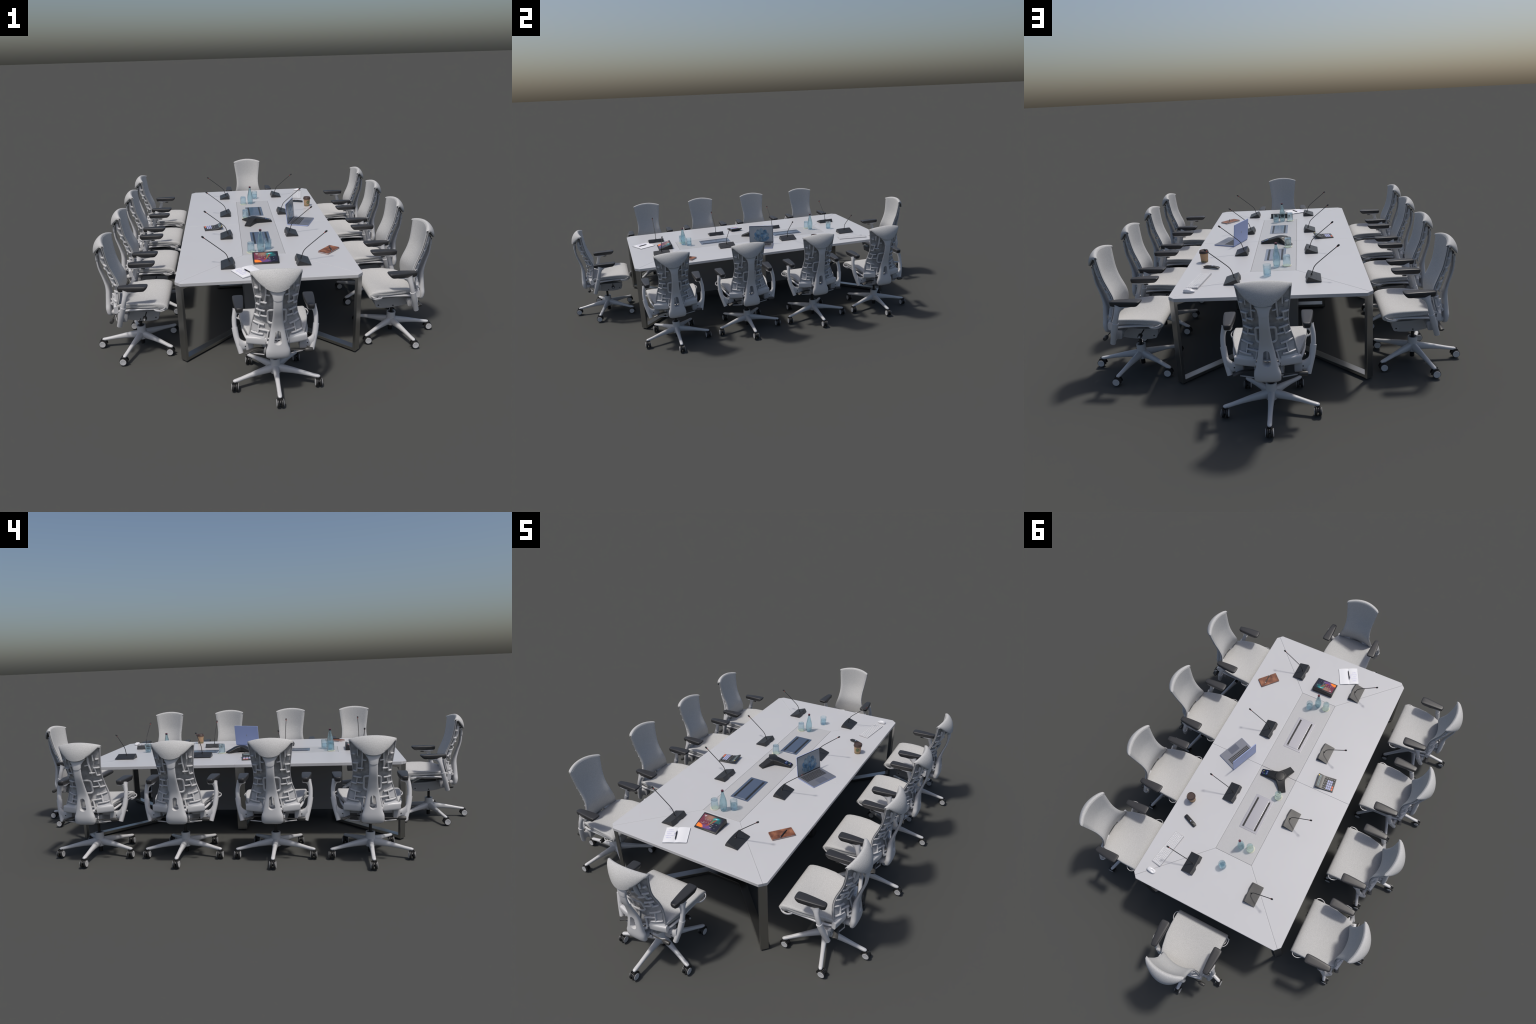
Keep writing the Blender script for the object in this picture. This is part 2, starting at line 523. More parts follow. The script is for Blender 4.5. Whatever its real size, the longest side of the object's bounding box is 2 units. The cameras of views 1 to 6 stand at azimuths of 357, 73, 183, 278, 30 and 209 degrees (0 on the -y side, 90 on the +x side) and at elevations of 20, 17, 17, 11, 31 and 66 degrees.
def rib(s, p, q, w=.0027, d=.0042, off=None, mat=None, bow=0.0):
    """One bar of the flexible back lattice, from (x,z) to (x,z), lying behind the plate."""
    pts = []
    for k in range(7):
        t = k / 6
        x, z = lerp(p[0], q[0], t), lerp(p[1], q[1], t)
        pts.append(back_point(x, z + bow * math.sin(pi * t), stand(x, z) if off is None else off))
    s.add(*sweep(pts, lambda t: (d, w) if abs(q[0]-p[0]) > abs(q[1]-p[1]) else (w, d), 8, 3.0, (0, 0, 1) if abs(q[0]-p[0]) > abs(q[1]-p[1]) else (0, 1, 0)), mat or SHELL)

def build_lattice():
    s = Shape()
    H = [((.048, .365), (.066, .364)), ((.032, .346), (.050, .346)), ((.053, .334), (.0635, .335)), ((.058, .397), (.0685, .397)),
         ((.037, .311), (.063, .312)), ((.031, .290), (.050, .290)), ((.052, .286), (.069, .2885)),
         ((.040, .256), (.074, .263)), ((.024, .238), (.060, .241)), ((.045, .2255), (.082, .2295)), ((.034, .378), (.022, .376))]
    V = [((.052, .365), (.053, .334)), ((.050, .311), (.054, .287)), ((.056, .258), (.059, .240)), ((.059, .240), (.062, .2255)),
         ((.0285, .238), (.0355, .203)), ((.0515, .415), (.0515, .392)), ((.030, .300), (.030, .290))]
    for sg in (-1, 1):
        for (a, b) in H:
            rib(s, (sg*a[0], a[1]), (sg*b[0], b[1]), bow=-.0008)
        for (a, b) in V:
            rib(s, (sg*a[0], a[1]), (sg*b[0], b[1]), w=.0024)
        # short ribs that dip to the plate ends, darker pins at the outer ends
        for x, z in ((.066, .364), (.0635, .335), (.0685, .397), (.063, .312), (.069, .2885), (.074, .263), (.082, .2295)):
            p = back_point(sg*x, z, stand(x, z) + .0044)
            s.add(*lathe([(.0003, 0), (.0010, 0), (.0010, .0006), (.0003, .0006)], 8), BLACK, T(*p) @ R(pi/2, "X"))
        for x, z in ((.058, .364), (.041, .346), (.058, .3345), (.063, .397), (.056, .312), (.040, .290), (.061, .287), (.062, .260), (.040, .239), (.068, .228)):
            s.add(*tube([back_point(sg*x, z, .001), back_point(sg*x, z, stand(x, z))], .0026, 8), SHELL)
        # small plates
        for x0, x1, z0, z1 in ((.040, .058, .350, .378), (.040, .060, .296, .318), (.056, .068, .376, .404)):
            patch(s, sg*x0, sg*x1, z0, z1, .0024, .0012, MEMBRANE, 4, 4)
        for x0, x1, z0, z1 in ((.058, .078, .232, .256), (.042, .086, .214, .2245)):
            patch(s, sg*x0, sg*x1, z0, z1, .0024, .0012, SHELL2, 4, 4)
        # edge wire along the outline of the back
        path = [back_point(sg * interp(z, BACK_W) * .985, z, .0035) for z in [lerp(.20, .438, k/24) for k in range(25)]]
        s.add(*tube(path, .0021, 6), SHELL2)
        # lower roll of the pelvis support
        path = [(sg*.0360, -.0775, .1990), (sg*.055, -.0748, .2000), (sg*.075, -.0712, .2010), (sg*.0975, -.0660, .2020)]
        s.add(*sweep(path, (.0080, .0132), 16, 4.0), SHELL)
        patch(s, sg*.040, sg*.090, .2105, .2185, .0025, .0025, SHELL, 6, 3)
        # fork from the spine head to the back
        path = spline([(sg*.034, -.1085, .424), (sg*.0345, -.1105, .405), (sg*.0355, -.1075, .378), (sg*.0365, -.0990, .356), (sg*.037, -.0880, .336)], 5)
        s.add(*sweep(path, lambda t: (.0030, interp(t, [(0, .0050), (.35, .0075), (1, .0035)])), 8, 2.6, (0, 1, 0)), SHELL)
        # lower brackets to the spine
        path = spline([(sg*.034, -.090, .200), (sg*.022, -.098, .196), (sg*.010, -.104, .190)], 4)
        s.add(*sweep(path, (.005, .006), 8, 2.4), SHELL)
    # rounded rectangular loop in the middle
    loop = round_poly(rect(-.029, .029, .266, .317), .010, 4)
    path = [back_point(x, z, stand(x, z) + .001) for x, z in loop]
    s.add(*sweep(path, (.0036, .0026), 8, 2.6, (0, 1, 0), False, True), SHELL)
    # cross ribs behind the slot
    path = [back_point(0, z, .006) for z in (.205, .22, .24, .262)]
    s.add(*tube(path, .0032, 8), SHELL)
    rib(s, (-.030, .214), (.030, .214), .0025, .003)
    return s.mesh("back_lattice", 45)

def build_headrest():
    s = Shape()
    nx, nq = 28, 12
    outer, inner = [], []
    rows = 0
    for i in range(nx + 1):
        u = -1 + 2 * i / nx
        x = u * .0802
        q2 = u * u
        zt = .4612 - .0125 * q2 - .001 * q2 * q2
        zb = min(.3970 + .0525 * abs(u) ** 2.1, zt - .009)
        yf = back_point(u * .0798, .4475).y + .0060
        fd = .0065 + .0090 * (1 - q2)
        D = .0105 + .0310 * (1 - q2) ** .8
        drop = zt - zb
        po = [(yf, zt - fd), (yf - .0003, zt - fd * .62), (yf - .0016, zt - fd * .30), (yf - .0050, zt - .0007)]
        for k in range(nq + 1):
            q = k / nq
            y = yf - .0085 - (D - .0085) * math.sin(q * pi / 2) ** 1.05
            z = zt - drop * (q ** 1.55) * .985 - .0004
            po.append((y, z))
        th = min(.0042, D * .22)
        m = len(po)
        pin = []
        for k in range(m):
            a, b = po[max(k-1, 0)], po[min(k+1, m-1)]
            t = Vector((b[0]-a[0], b[1]-a[1])).normalized()
            nrm = Vector((-t.y, t.x))
            pin.append((po[k][0] + nrm.x * th, po[k][1] + nrm.y * th))
        rows = m
        outer += [(x, y, z) for y, z in po]
        inner += [(x, y, z) for y, z in pin]
    n = len(outer)
    F = grid_faces(nx + 1, rows)
    c = rows
    border = [j for j in range(c)] + [i*c + c-1 for i in range(1, nx+1)] + [nx*c + j for j in range(c-2, -1, -1)] + [i*c for i in range(nx-1, 0, -1)]
    E = [(border[k], border[k] + n, border[(k+1) % len(border)] + n, border[(k+1) % len(border)]) for k in range(len(border))]
    s.add(outer + inner, F + [tuple(k + n for k in f[::-1]) for f in F] + E, FABRIC)
    return s.mesh("headrest", 75)

SPINE_O = [(.150, -.1130), (.158, -.1180), (.170, -.1210), (.183, -.1215), (.220, -.1182), (.261, -.1156), (.297, -.1229), (.333, -.1333), (.3645, -.1369), (.382, -.1365), (.400, -.1325)]
SPINE_I = [(.150, -.0950), (.158, -.0950), (.170, -.0950), (.184, -.0953), (.22, -.0955), (.245, -.0960), (.285, -.1080), (.333, -.1238), (.361, -.1270), (.400, -.1245)]
SPINE_W = [(.150, .0335), (.154, .0375), (.164, .0392), (.180, .0390), (.188, .0365), (.196, .0335), (.245, .0242), (.282, .0182), (.32, .0152), (.36, .0144), (.370, .0145), (.378, .0152), (.386, .0180), (.393, .0235), (.398, .0285), (.402, .033)]

def build_spine():
    s = Shape()
    rings = []
    for k in range(43):
        z = lerp(.150, .402, k / 42)
        yo, yi, w = interp(z, SPINE_O), interp(z, SPINE_I), interp(z, SPINE_W)
        if k == 0:
            w, yo = w * .92, yo + .003
        ring = []
        for x, y in superellipse(w, (yi - yo) / 2, 24, 2.8):
            ring.append((x, (yo + yi) / 2 + y + .012 * (x / .04) ** 2 * max(0, min(1, (z - .375) / .02)) , z))
        rings.append(ring)
    s.add(*loft(rings), SHELL)
    me = s.mesh("spine_tmp", 60)
    # slot through the lower spine
    c = Shape()
    out = []
    for k in range(24):
        t = 2 * pi * k / 24
        cx, cz = math.cos(t), math.sin(t)
        w = .0120 if cz < 0 else .0088
        out.append((w * cx, (.2165 if cz < 0 else .2430) + (.0115 if cz < 0 else .009) * cz))
    rings = [[(x * 1.25, -.13, .2265 + (z - .2265) * 1.12) for x, z in out], [(x * 1.12, -.119, .2265 + (z - .2265) * 1.06) for x, z in out], [(x, -.113, z) for x, z in out], [(x, -.08, z) for x, z in out]]
    c.add(*loft(rings), SHELL)
    cut = c.mesh("cut_tmp", 60)
    o1, o2 = put("tmp_a", me), put("tmp_b", cut)
    md = o1.modifiers.new("b", "BOOLEAN")
    md.operation, md.object, md.solver = "DIFFERENCE", o2, "EXACT"
    dg = bpy.context.evaluated_depsgraph_get()
    res = bpy.data.meshes.new_from_object(o1.evaluated_get(dg))
    res.name = "spine"
    bpy.data.objects.remove(o1)
    bpy.data.objects.remove(o2)
    # tail to the mechanism and cuff band
    t = Shape()
    rings = []
    for y, zc, w, h in [(-.100, .163, .034, .012), (-.085, .160, .033, .011), (-.065, .158, .032, .012), (-.04, .160, .03, .012)]:
        rings.append([(x, y, zc + z) for x, z in superellipse(w, h, 16, 3)])
    t.add(*loft(rings), SHELL)
    rings = []
    for z, g in [(.3672, -.0004), (.3678, .0012), (.374, .0014), (.384, .0012), (.394, .0008)]:
        yo, yi, w = interp(z, SPINE_O), interp(z, SPINE_I), interp(z, SPINE_W)
        rings.append([(x, (yo + yi) / 2 + y, z - .0035 * (1 - (x / w) ** 2) * (1 if z < .37 else .0)) for x, y in superellipse(w + g, (yi - yo) / 2 + g, 24, 2.8)])
    t.add(*loft(rings, False), SHELL)
    bm = bmesh.new()
    bm.from_mesh(res)
    bm.from_mesh(t.mesh("t", 60))
    bm.to_mesh(res)
    bm.free()
    res.shade_smooth()
    res.set_sharp_from_angle(angle=math.radians(50))
    if not res.materials:
        res.materials.append(SHELL)
    return res

def build_base():
    s = Shape()
    s.add(*lathe([(.0030, .0865), (.0125, .0865), (.0135, .0850), (.0150, .0868), (.0168, .0868), (.0174, .0850), (.0168, .0760), (.0178, .060), (.0195, .045), (.0200, .036), (.0185, .0325), (.003, .0325)], 28), SHELL)
    for k in range(5):
        rings = []
        for r, hw, zt, zb in [(.004, .0125, .0640, .0345), (.020, .0115, .0640, .0345), (.040, .0100, .0605, .0350), (.065, .0085, .0560, .0350), (.095, .0074, .0495, .0335), (.125, .0071, .0430, .0305), (.143, .0073, .0400, .0280), (.150, .0068, .0390, .0282), (.1545, .0050, .0372, .0300), (.1562, .0022, .0352, .0322)]:
            rings.append([(r, y, (zt + zb) / 2 + z) for y, z in superellipse(hw, (zt - zb) / 2, 14, 2.4)])
        s.add(*loft(rings), SHELL, R(-pi / 2 + 2 * pi * k / 5))
    return s.mesh("star_base", 50)

def build_column():
    s = Shape()
    s.add(*lathe([(.0005, .0862), (.0120, .0862), (.0120, .0880), (.0056, .0885), (.0056, .130), (.0005, .130)], 18), BLACK)
    s.add(*lathe([(.0005, .0080), (.0075, .0080), (.0082, .0090), (.0082, .034), (.0005, .034)], 18), BLACK)
    return s.mesh("gas_column", 40)

def build_caster():
    s = Shape()
    r = .0146
    for sg in (-1, 1):
        tyre = [(.0004, .0022), (.0095, .0022), (.0128, .0026), (.0143, .0040), (r, .0060), (.0143, .0090), (.0130, .0104), (.0118, .0108), (.0004, .0108)]
        s.add(*lathe(tyre, 24), TYRE, T(0, 0, r) @ R(sg * pi / 2, "Y"))
        cap = [(.0119, .0105), (.0122, .0112), (.0116, .0119), (.0100, .0119), (.0070, .0114), (.0004, .0112)]
        s.add(*lathe(cap, 24), CAP, T(0, 0, r) @ R(sg * pi / 2, "Y"))
    # axle, hood and stem
    s.add(*lathe([(.0004, -.0025), (.005, -.0025), (.005, .0025), (.0004, .0025)], 12), BLACK, T(0, 0, r) @ R(pi / 2, "Y"))
    hood = []
    for k in range(9):
        t = lerp(.15 * pi, 1.1 * pi, k / 8)
        hood.append((0, -math.cos(t) * .0118, r + math.sin(t) * .0118))
    s.add(*sweep(hood, (.0016, .0020), 8, 3, (1, 0, 0)), BLACK)
    for sg in (-1, 1):
        arc = []
        for k in range(9):
            t = lerp(-.05 * pi, .62 * pi, k / 8)
            arc.append((sg * .0068, math.cos(t) * .0153, r + math.sin(t) * .0153))
        s.add(*sweep(arc, (.0040, .0008), 8, 4, (1, 0, 0)), BLACK)
    s.add(*lathe([(.0004, .018), (.0052, .018), (.0052, .0260), (.0038, .0275), (.0038, .0335), (.0004, .0335)], 12), BLACK, T(0, .0065, 0))
    return s.mesh("caster", 40)

def build_arm(sg):
    s = Shape()
    # lower sleeve
    path = spline([(.1170, -.0565, .1475), (.1235, -.0490, .172), (.1305, -.0400, .200), (.1350, -.0315, .2290)], 5)
    s.add(*sweep(path, lambda t: (lerp(.0088, .0098, t), lerp(.0095, .0102, t)), 16, 2.3, (0, 1, 0)), SHELL)
    # elbow into the seat bracket
    rings = []
    for x, y, z, a, b in [(.124, -.050, .178, .0080, .0270), (.116, -.050, .173, .0085, .0205), (.107, -.050, .171, .0085, .0165), (.100, -.049, .171, .009, .0145), (.090, -.048, .171, .010, .0140), (.080, -.047, .171, .010, .014)]:
        rings.append([(x, y + p, z + q) for p, q in superellipse(a, b, 14, 2.4)])
    s.add(*loft(rings), SHELL)
    s.add(*lathe([(.0002, 0), (.0022, 0), (.0022, .001), (.0002, .001)], 8), BLACK, T(.1025, -.0575, .172) @ R(pi / 2, "X"))
    # stem
    path = spline([(.1340, -.0340, .222), (.1355, -.0290, .240), (.1350, -.0235, .260), (.1315, -.0185, .276), (.1265, -.0140, .2855)], 5)
    s.add(*sweep(path, lambda t: (interp(t, [(0, .0078), (.6, .0078), (.8, .0092), (1, .013)]), interp(t, [(0, .0085), (.6, .0090), (.8, .0120), (1, .0180)])), 16, 2.3, (0, 1, 0)), SHELL)
    # support under the pad
    rings = []
    for y, x, w, zt, zb in [(-.041, .117, .006, .2880, .2845), (-.034, .1175, .011, .2885, .2815), (-.016, .119, .0135, .2885, .2790), (.004, .120, .0125, .2885, .2800), (.026, .120, .0100, .2880, .2830), (.044, .1195, .0060, .2878, .2858)]:
        rings.append([(x + p, y, (zt + zb) / 2 + q) for p, q in superellipse(w, (zt - zb) / 2, 14, 2.6)])
    s.add(*loft(rings), SHELL)
    s.add(*box(.111, .012, .2795, .005, .016, .0035, .0008), BLACK)
    if sg < 0:
        for p in s.v:
            p.x = -p.x
    return s.mesh("armrest", 45)

def build_pad(sg):
    s = Shape()
    outline = [(.1015, .0545), (.1035, .0585), (.1070, .0602), (.120, .0606), (.1335, .0592), (.1375, .0560), (.1385, .050), (.1378, .030), (.1355, .005), (.1325, -.020), (.1290, -.0405), (.1268, -.0458), (.1230, -.0476), (.112, -.0470), (.1078, -.0455), (.1052, -.0410), (.1030, -.015), (.1015, .010), (.1008, .035)]
    cx, cy = .120, .008
    def ring(k, z, fy=0.0, dome=0.0):
        r = []
        for x, y in outline:
            xx, yy = cx + (x - cx) * k, cy + (y - cy) * (k + (1 - k) * .45)
            if yy > .03:
                yy -= fy * (yy - .03) / .03
            r.append((xx, yy, z - dome * (abs(y - cy) / .05) ** 2))
        return r
    rings = [ring(.55, .2868, .012), ring(.84, .2868, .012), ring(.93, .2882, .0095), ring(.975, .2925, .005), ring(1.0, .2980, .001), ring(.985, .3018), ring(.94, .3040, 0, .0004), ring(.86, .3050, 0, .0008), ring(.5, .3056, 0, .0008)]
    s.add(*loft(rings), PAD)
    if sg < 0:
        for p in s.v:
            p.x = -p.x
    return s.mesh("arm_pad", 70)

def build_lever_rod():
    s = Shape()
    s.add(*tube([(.030, -.083, .163), (.096, -.085, .1625)], .0017, 8), GRAPHITE)
    s.add(*lathe([(.0005, -.014), (.0050, -.0135), (.0068, -.010), (.0074, -.002), (.0072, .008), (.0060, .0125), (.0005, .0135)], 14), GRAPHITE, T(.1035, -.085, .1625) @ R(pi / 2, "Y"))
    # knob nearer the front
    s.add(*tube([(.050, .0345, .165), (.096, .0345, .163)], .0020, 8), BLACK)
    s.add(*lathe([(.0005, -.010), (.0050, -.010), (.0078, -.006), (.0082, .002), (.0070, .0085), (.0045, .0100), (.0005, .0100)], 14), BLACK, T(.098, .0345, .163) @ R(pi / 2, "Y"))
    s.add(*lathe([(.0003, 0), (.0038, 0), (.0034, .004), (.0003, .004)], 10), SHELL2, T(.107, .0345, .163) @ R(pi / 2, "Y"))
    return s.mesh("tension_lever", 45)

def build_lever_paddle():
    s = Shape()
    path = spline([(-.040, -.066, .1665), (-.062, -.069, .1675), (-.080, -.071, .1650), (-.094, -.0735, .1600), (-.105, -.0755, .1560)], 4)
    s.add(*sweep(path, lambda t: (lerp(.0055, .0110, t) * (1 if t < .99 else .7), lerp(.0018, .0042, t)), 10, 2.4), GRAPHITE)
    return s.mesh("tilt_lever", 50)

PARTS = {
    "seat": build_seat(), "seat_frame": build_seat_frame(), "tilt_mechanism": build_mechanism(), "backrest": build_back_fabric(), "back_plate": build_back_membrane(),
    "back_lattice": build_lattice(), "headrest": build_headrest(), "spine": build_spine(), "star_base": build_base(), "gas_column": build_column(),
    "tension_lever": build_lever_rod(), "tilt_lever": build_lever_paddle(),
}
CASTER = build_caster()
ARMS = [(build_arm(1), build_pad(1)), (build_arm(-1), build_pad(-1))]

def chair(x, y, turn):
    top = thing("office_chair", "pale grey ergonomic office chair with flexing lattice back", "office chair", T(x, y, 0) @ R(math.radians(turn)))
    objs = {}
    for n, me in PARTS.items():
        par = objs["seat"] if n in ("seat_frame",) else objs["backrest"] if n in ("back_plate", "back_lattice") else top
        objs[n] = put(n, me, par)
    for k in range(5):
        a = -pi / 2 + 2 * pi * k / 5
        put("caster", CASTER, objs["star_base"], T(.1500 * math.cos(a), .1500 * math.sin(a) - .0065, 0))
    for arm, pad in ARMS:
        a = put("armrest", arm, top)
        put("arm_pad", pad, a)

CHAIRS = [(0, -.829, 0), (0, .829, 180)] + [(-.498, y, -90) for y in (-.528, -.176, .176, .528)] + [(.498, y, 90) for y in (-.528, -.176, .176, .528)]
for c in CHAIRS:
    chair(*c)

# ------------------------------------------------------------------ conference table
ZT = .3185
TH = .0125
HX, HY, CX, CY = .3395, .6820, .3180, .6600
IX, IY = .0850, .4240
table = thing("conference_table", "long white conference table with clipped corners and dark steel legs", "table", T())

def slab(name, pts, mat, gap):
    s = Shape()
    s.add(*prism(inset(pts, gap), ZT - TH, ZT, .0011), mat)
    me = s.mesh(name, 15)
    return put(name, me, table)

mx, my = (HX + CX) / 2, (HY + CY) / 2
G = .00018
for sx in (-1, 1):
    for sy in (-1, 1):
        slab("tabletop_panel", [(sx*IX, sy*IY), (sx*IX, 0), (sx*HX, 0), (sx*HX, sy*CY), (sx*mx, sy*my)], LAMINATE, G)
for sy in (-1, 1):
    slab("tabletop_panel", [(-IX, sy*IY), (IX, sy*IY), (mx, sy*my), (CX, sy*HY), (-CX, sy*HY), (-mx, sy*my)], LAMINATE, G)
    slab("centre_panel", [(-IX, 0), (IX, 0), (IX, sy*IY), (-IX, sy*IY)], LAMINATE2, .0005)
s = Shape()
s.add(*box(0, 0, ZT - .0075, .66, 1.34, .006), SEAMCORE)
put("tabletop_core", s.mesh("tabletop_core"), table)

# cable boxes in the centre panel
for sy in (-1, 1):
    s = Shape()
    y0, y1 = .1305, .2970
    s.add(*prism(round_poly(rect(-.042, .042, y0, y1), .003), ZT - .002, ZT + .0010, .0004), STEEL)
    s.add(*prism(round_poly(rect(-.0225, .0225, y0 + .009, y1 - .009), .001), ZT, ZT + .0018, .0004), STEEL)
    o = put("cable_box", s.mesh("cable_box", 15), table, R(0 if sy > 0 else pi))
    b = Shape()
    for sx in (-1, 1):
        b.add(*box(sx*.0275, (y0+y1)/2, ZT + .0010, .0082, y1 - y0 - .018, .0012, .0003), BRUSH)
        b.add(*box(sx*.0275, y0 + .0115, ZT + .0018, .006, .003, .0006), STEEL)
    put("brush_strip", b.mesh("brush_strip", 15), o)

# legs: flat steel loops set diagonally at the corners, floor rails to the central box
LW, LD = .0150, .0120
def bar(s, p, q, wide, high, mat, up=(0, 0, 1)):
    """Straight rectangular bar from p to q."""
    p, q = Vector(p), Vector(q)
    t = (q - p).normalized()
    side = t.cross(Vector(up)).normalized()
    nor = side.cross(t)
    pts = round_poly(rect(-wide/2, wide/2, -high/2, high/2), .0012, 2)
    s.add(*loft([[e + side * x + nor * y for x, y in pts] for e in (p, q)]), mat)

for sx in (-1, 1):
    for sy in (-1, 1):
        s = Shape()
        d = Vector((-sx, -sy, 0)).normalized()
        c0 = Vector((sx*mx, sy*my, 0)) + d * .0015
        legc = c0 + d * (LD / 2)
        z0, z1 = .0035, ZT - TH
        pts = round_poly(rect(-LW, LW, -LD/2, LD/2), .0012, 2)
        side = Vector((-d.y, d.x, 0))
        s.add(*loft([[legc + side * a + d * b + Vector((0, 0, z)) for a, b in pts] for z in (z0, z1)]), LEGMETAL)
        inner = Vector((sx*.080, sy*.4250, 0))
        st = c0 + d * (LD - .001)
        bar(s, st + Vector((0, 0, .0098)), inner + Vector((0, 0, .0098)), .0298, .0124, LEGMETAL)
        bar(s, st + Vector((0, 0, z1 - .0065)), inner + Vector((0, 0, z1 - .0065)), .0298, .0124, LEGMETAL)
        leg = put("table_leg", s.mesh("table_leg", 15), table)
        f = Shape()
        fp = c0 + d * .010
        f.add(*box(0, 0, .002, .024, .012, .004, .0006), FOOT, T(fp.x, fp.y, 0) @ R(math.atan2(side.y, side.x)))
        fp = c0 + d * .085
        f.add(*lathe([(.0005, 0), (.008, 0), (.008, .0038), (.0005, .0038)], 14), FOOT, T(fp.x, fp.y, 0))
        put("foot_pad", f.mesh("foot_pad", 15), leg)
s = Shape()
for sy in (-1, 1):
    bar(s, (-.090, sy*.4268, .0098), (.090, sy*.4268, .0098), .0298, .0120, LEGMETAL)
for sx in (-1, 1):
    bar(s, (sx*.005, 0, .0098), (sx*.197, 0, .0098), .0396, .0124, LEGMETAL)
    s.add(*box(sx*.1990, 0, (ZT - TH + .0035) / 2, .0125, .040, ZT - TH - .0035, .0012), LEGMETAL)
    s.add(*box(sx*.1965, 0, .002, .012, .03, .004), FOOT)
    bar(s, (sx*.080, 0, ZT - TH - .0065), (sx*.197, 0, ZT - TH - .0065), .0396, .0124, LEGMETAL)
put("floor_rail", s.mesh("floor_rail", 15), table)
# central box with cable space
for sy in (-1, 1):
    s = Shape()
    s.add(*box(0, sy*.2205, (.058 + ZT - TH) / 2, .168, .4395, ZT - TH - .058, .0012), BOX)
    put("modesty_panel", s.mesh("modesty_panel", 15), table)

# ------------------------------------------------------------------ gooseneck microphones (origin at the neck's foot on the table, user toward +x)
def build_mic_body():
    s = Shape()
    n = 13
    rear_x = lambda v: -.0140 + .0022 * v * v      # bowed rear edge
    top_f, top_r = .0042, .0198
    rings = []
    cols = []
    for k in range(n):
        v = -1 + 2 * k / (n - 1)
        hw_f, hw_r, hw_b = .0437, .0412, .0420
        notch = max(0, 1 - (abs(v) / .30) ** 4) * .0055
        zlow = .0075 if abs(v) > .999 else 0
        cols.append([(.0335, v*hw_f, .0022), (.0338, v*hw_f, top_f - .0004), (.0325, v*hw_f, top_f), (.010, v*(hw_f+hw_r)/2, lerp(top_f, top_r, .52)), (rear_x(v) + .0015, v*hw_r, top_r), (rear_x(v) - .0002, v*hw_r, top_r - .0008),
                     (rear_x(v) - .0065 + notch * .6, v*hw_b, .0065), (rear_x(v) - .0070 + notch, v*hw_b, .0005), (.004, v*hw_b*.98, .0005), (.010, v*hw_f*.96, .0022)])
    s.add(*loft(cols), MICMAT)
    s.mats.append(MICREAR)
    for i in range(n - 1):
        for j in (5, 6):
            s.mi[i * 10 + j] = 1
    s.mi[-1] = s.mi[-2] = 0
    # neck socket, button marks
    sock = lathe([(.0004, 0), (.0040, 0), (.0036, .0020), (.0022, .0030), (.0018, .0065), (.0004, .0065)], 14)
    s.add(*sock, BLACK, T(0, 0, .0148) @ R(math.radians(10), "Y"))
    slope = math.atan2(top_r - top_f, .0453)
    for y, w in ((-.030, .006), (.030, .006), (0.012, .003)):
        s.add(*box(0, 0, 0, .0022, w, .0004), BLACK, T(.017, y, .0100) @ R(slope, "Y"))
    return s.mesh("microphone_base", 35)

def build_mic_neck():
    s = Shape()
    path = spline([(0, 0, .0150), (.0038, 0, .026), (.0085, 0, .040), (.0140, 0, .0490), (.0240, 0, .0590), (.0550, 0, .0850), (.0900, 0, .1135)], 6)
    s.add(*tube(path, .00155, 8), BLACK)
    d = Vector((.035, 0, .0285)).normalized()
    q = d.to_track_quat("Z", "X").to_matrix().to_4x4()
    s.add(*lathe([(.0003, 0), (.0019, 0), (.0021, .0022), (.0003, .0022)], 12), RED, T(.0895, 0, .1131) @ q)
    s.add(*lathe([(.0003, .0020), (.0020, .0020), (.0031, .0034), (.0036, .0065), (.0037, .0095), (.0032, .0120), (.0020, .0132), (.0003, .0137)], 14), BLACK, T(.0895, 0, .1131) @ q)
    return s.mesh("gooseneck", 50)

MIC_BODY, MIC_NECK = build_mic_body(), build_mic_neck()
for sx, nx in ((1, .1330), (-1, -.1402)):
    for y in (-.5275, -.1758, .1755, .5265):
        m = thing("desk_microphone", "black wedge shaped desk microphone with thin gooseneck", "microphone", T(nx, y, ZT) @ R(0 if sx > 0 else pi))
        b = put("microphone_base", MIC_BODY, m)
        put("gooseneck", MIC_NECK, b)

# ------------------------------------------------------------------ water bottles and tumblers
def build_bottle():
    o = [(.0004, .0012), (.0080, .0006), (.0106, .0010), (.0122, .0035), (.0132, .010), (.0144, .021), (.0149, .030), (.0145, .038), (.0130, .048), (.0108, .0585), (.0082, .069), (.0061, .0775), (.0050, .0830), (.0047, .0900)]
    i = [(.0037, .0900), (.0040, .0825), (.0051, .077), (.0072, .0685), (.0098, .058), (.0120, .0475), (.0135, .038), (.0139, .030), (.0134, .021), (.0122, .010), (.0105, .0048), (.0070, .0035), (.0004, .0042)]
    s = Shape()
    s.add(*lathe(o + i, 28), BOTTLE)
    # raised label print
    for k in range(7):
        a = -1.25 + k * .14
        r = .0142
        s.add(*box(0, 0, 0, .0004, .0016, .0012), LABELRED, R(a) @ T(.0143, 0, .0245 + .0003 * k))
    return s.mesh("bottle_body", 40)

def build_cap():
    s = Shape()
    s.add(*lathe([(.0004, .0870), (.0052, .0870), (.0053, .0915), (.0050, .0917), (.0004, .0917)], 18), CAPDARK)
    s.add(*lathe([(.0004, .0915), (.0051, .0915), (.0053, .0922), (.0051, .0940), (.0044, .0946), (.0004, .0946)], 18), CAPRED)
    return s.mesh("bottle_cap", 40)

def build_tumbler():
    s = Shape()
    s.add(*lathe([(.0004, .0004), (.0125, .0004), (.0136, .0016), (.0139, .006), (.0144, .022), (.0150, .0420), (.0146, .0424), (.0141, .0420), (.0135, .022), (.0129, .0075), (.0115, .0055), (.0004, .0055)], 28), GLASS)
    return s.mesh("tumbler_glass", 40)

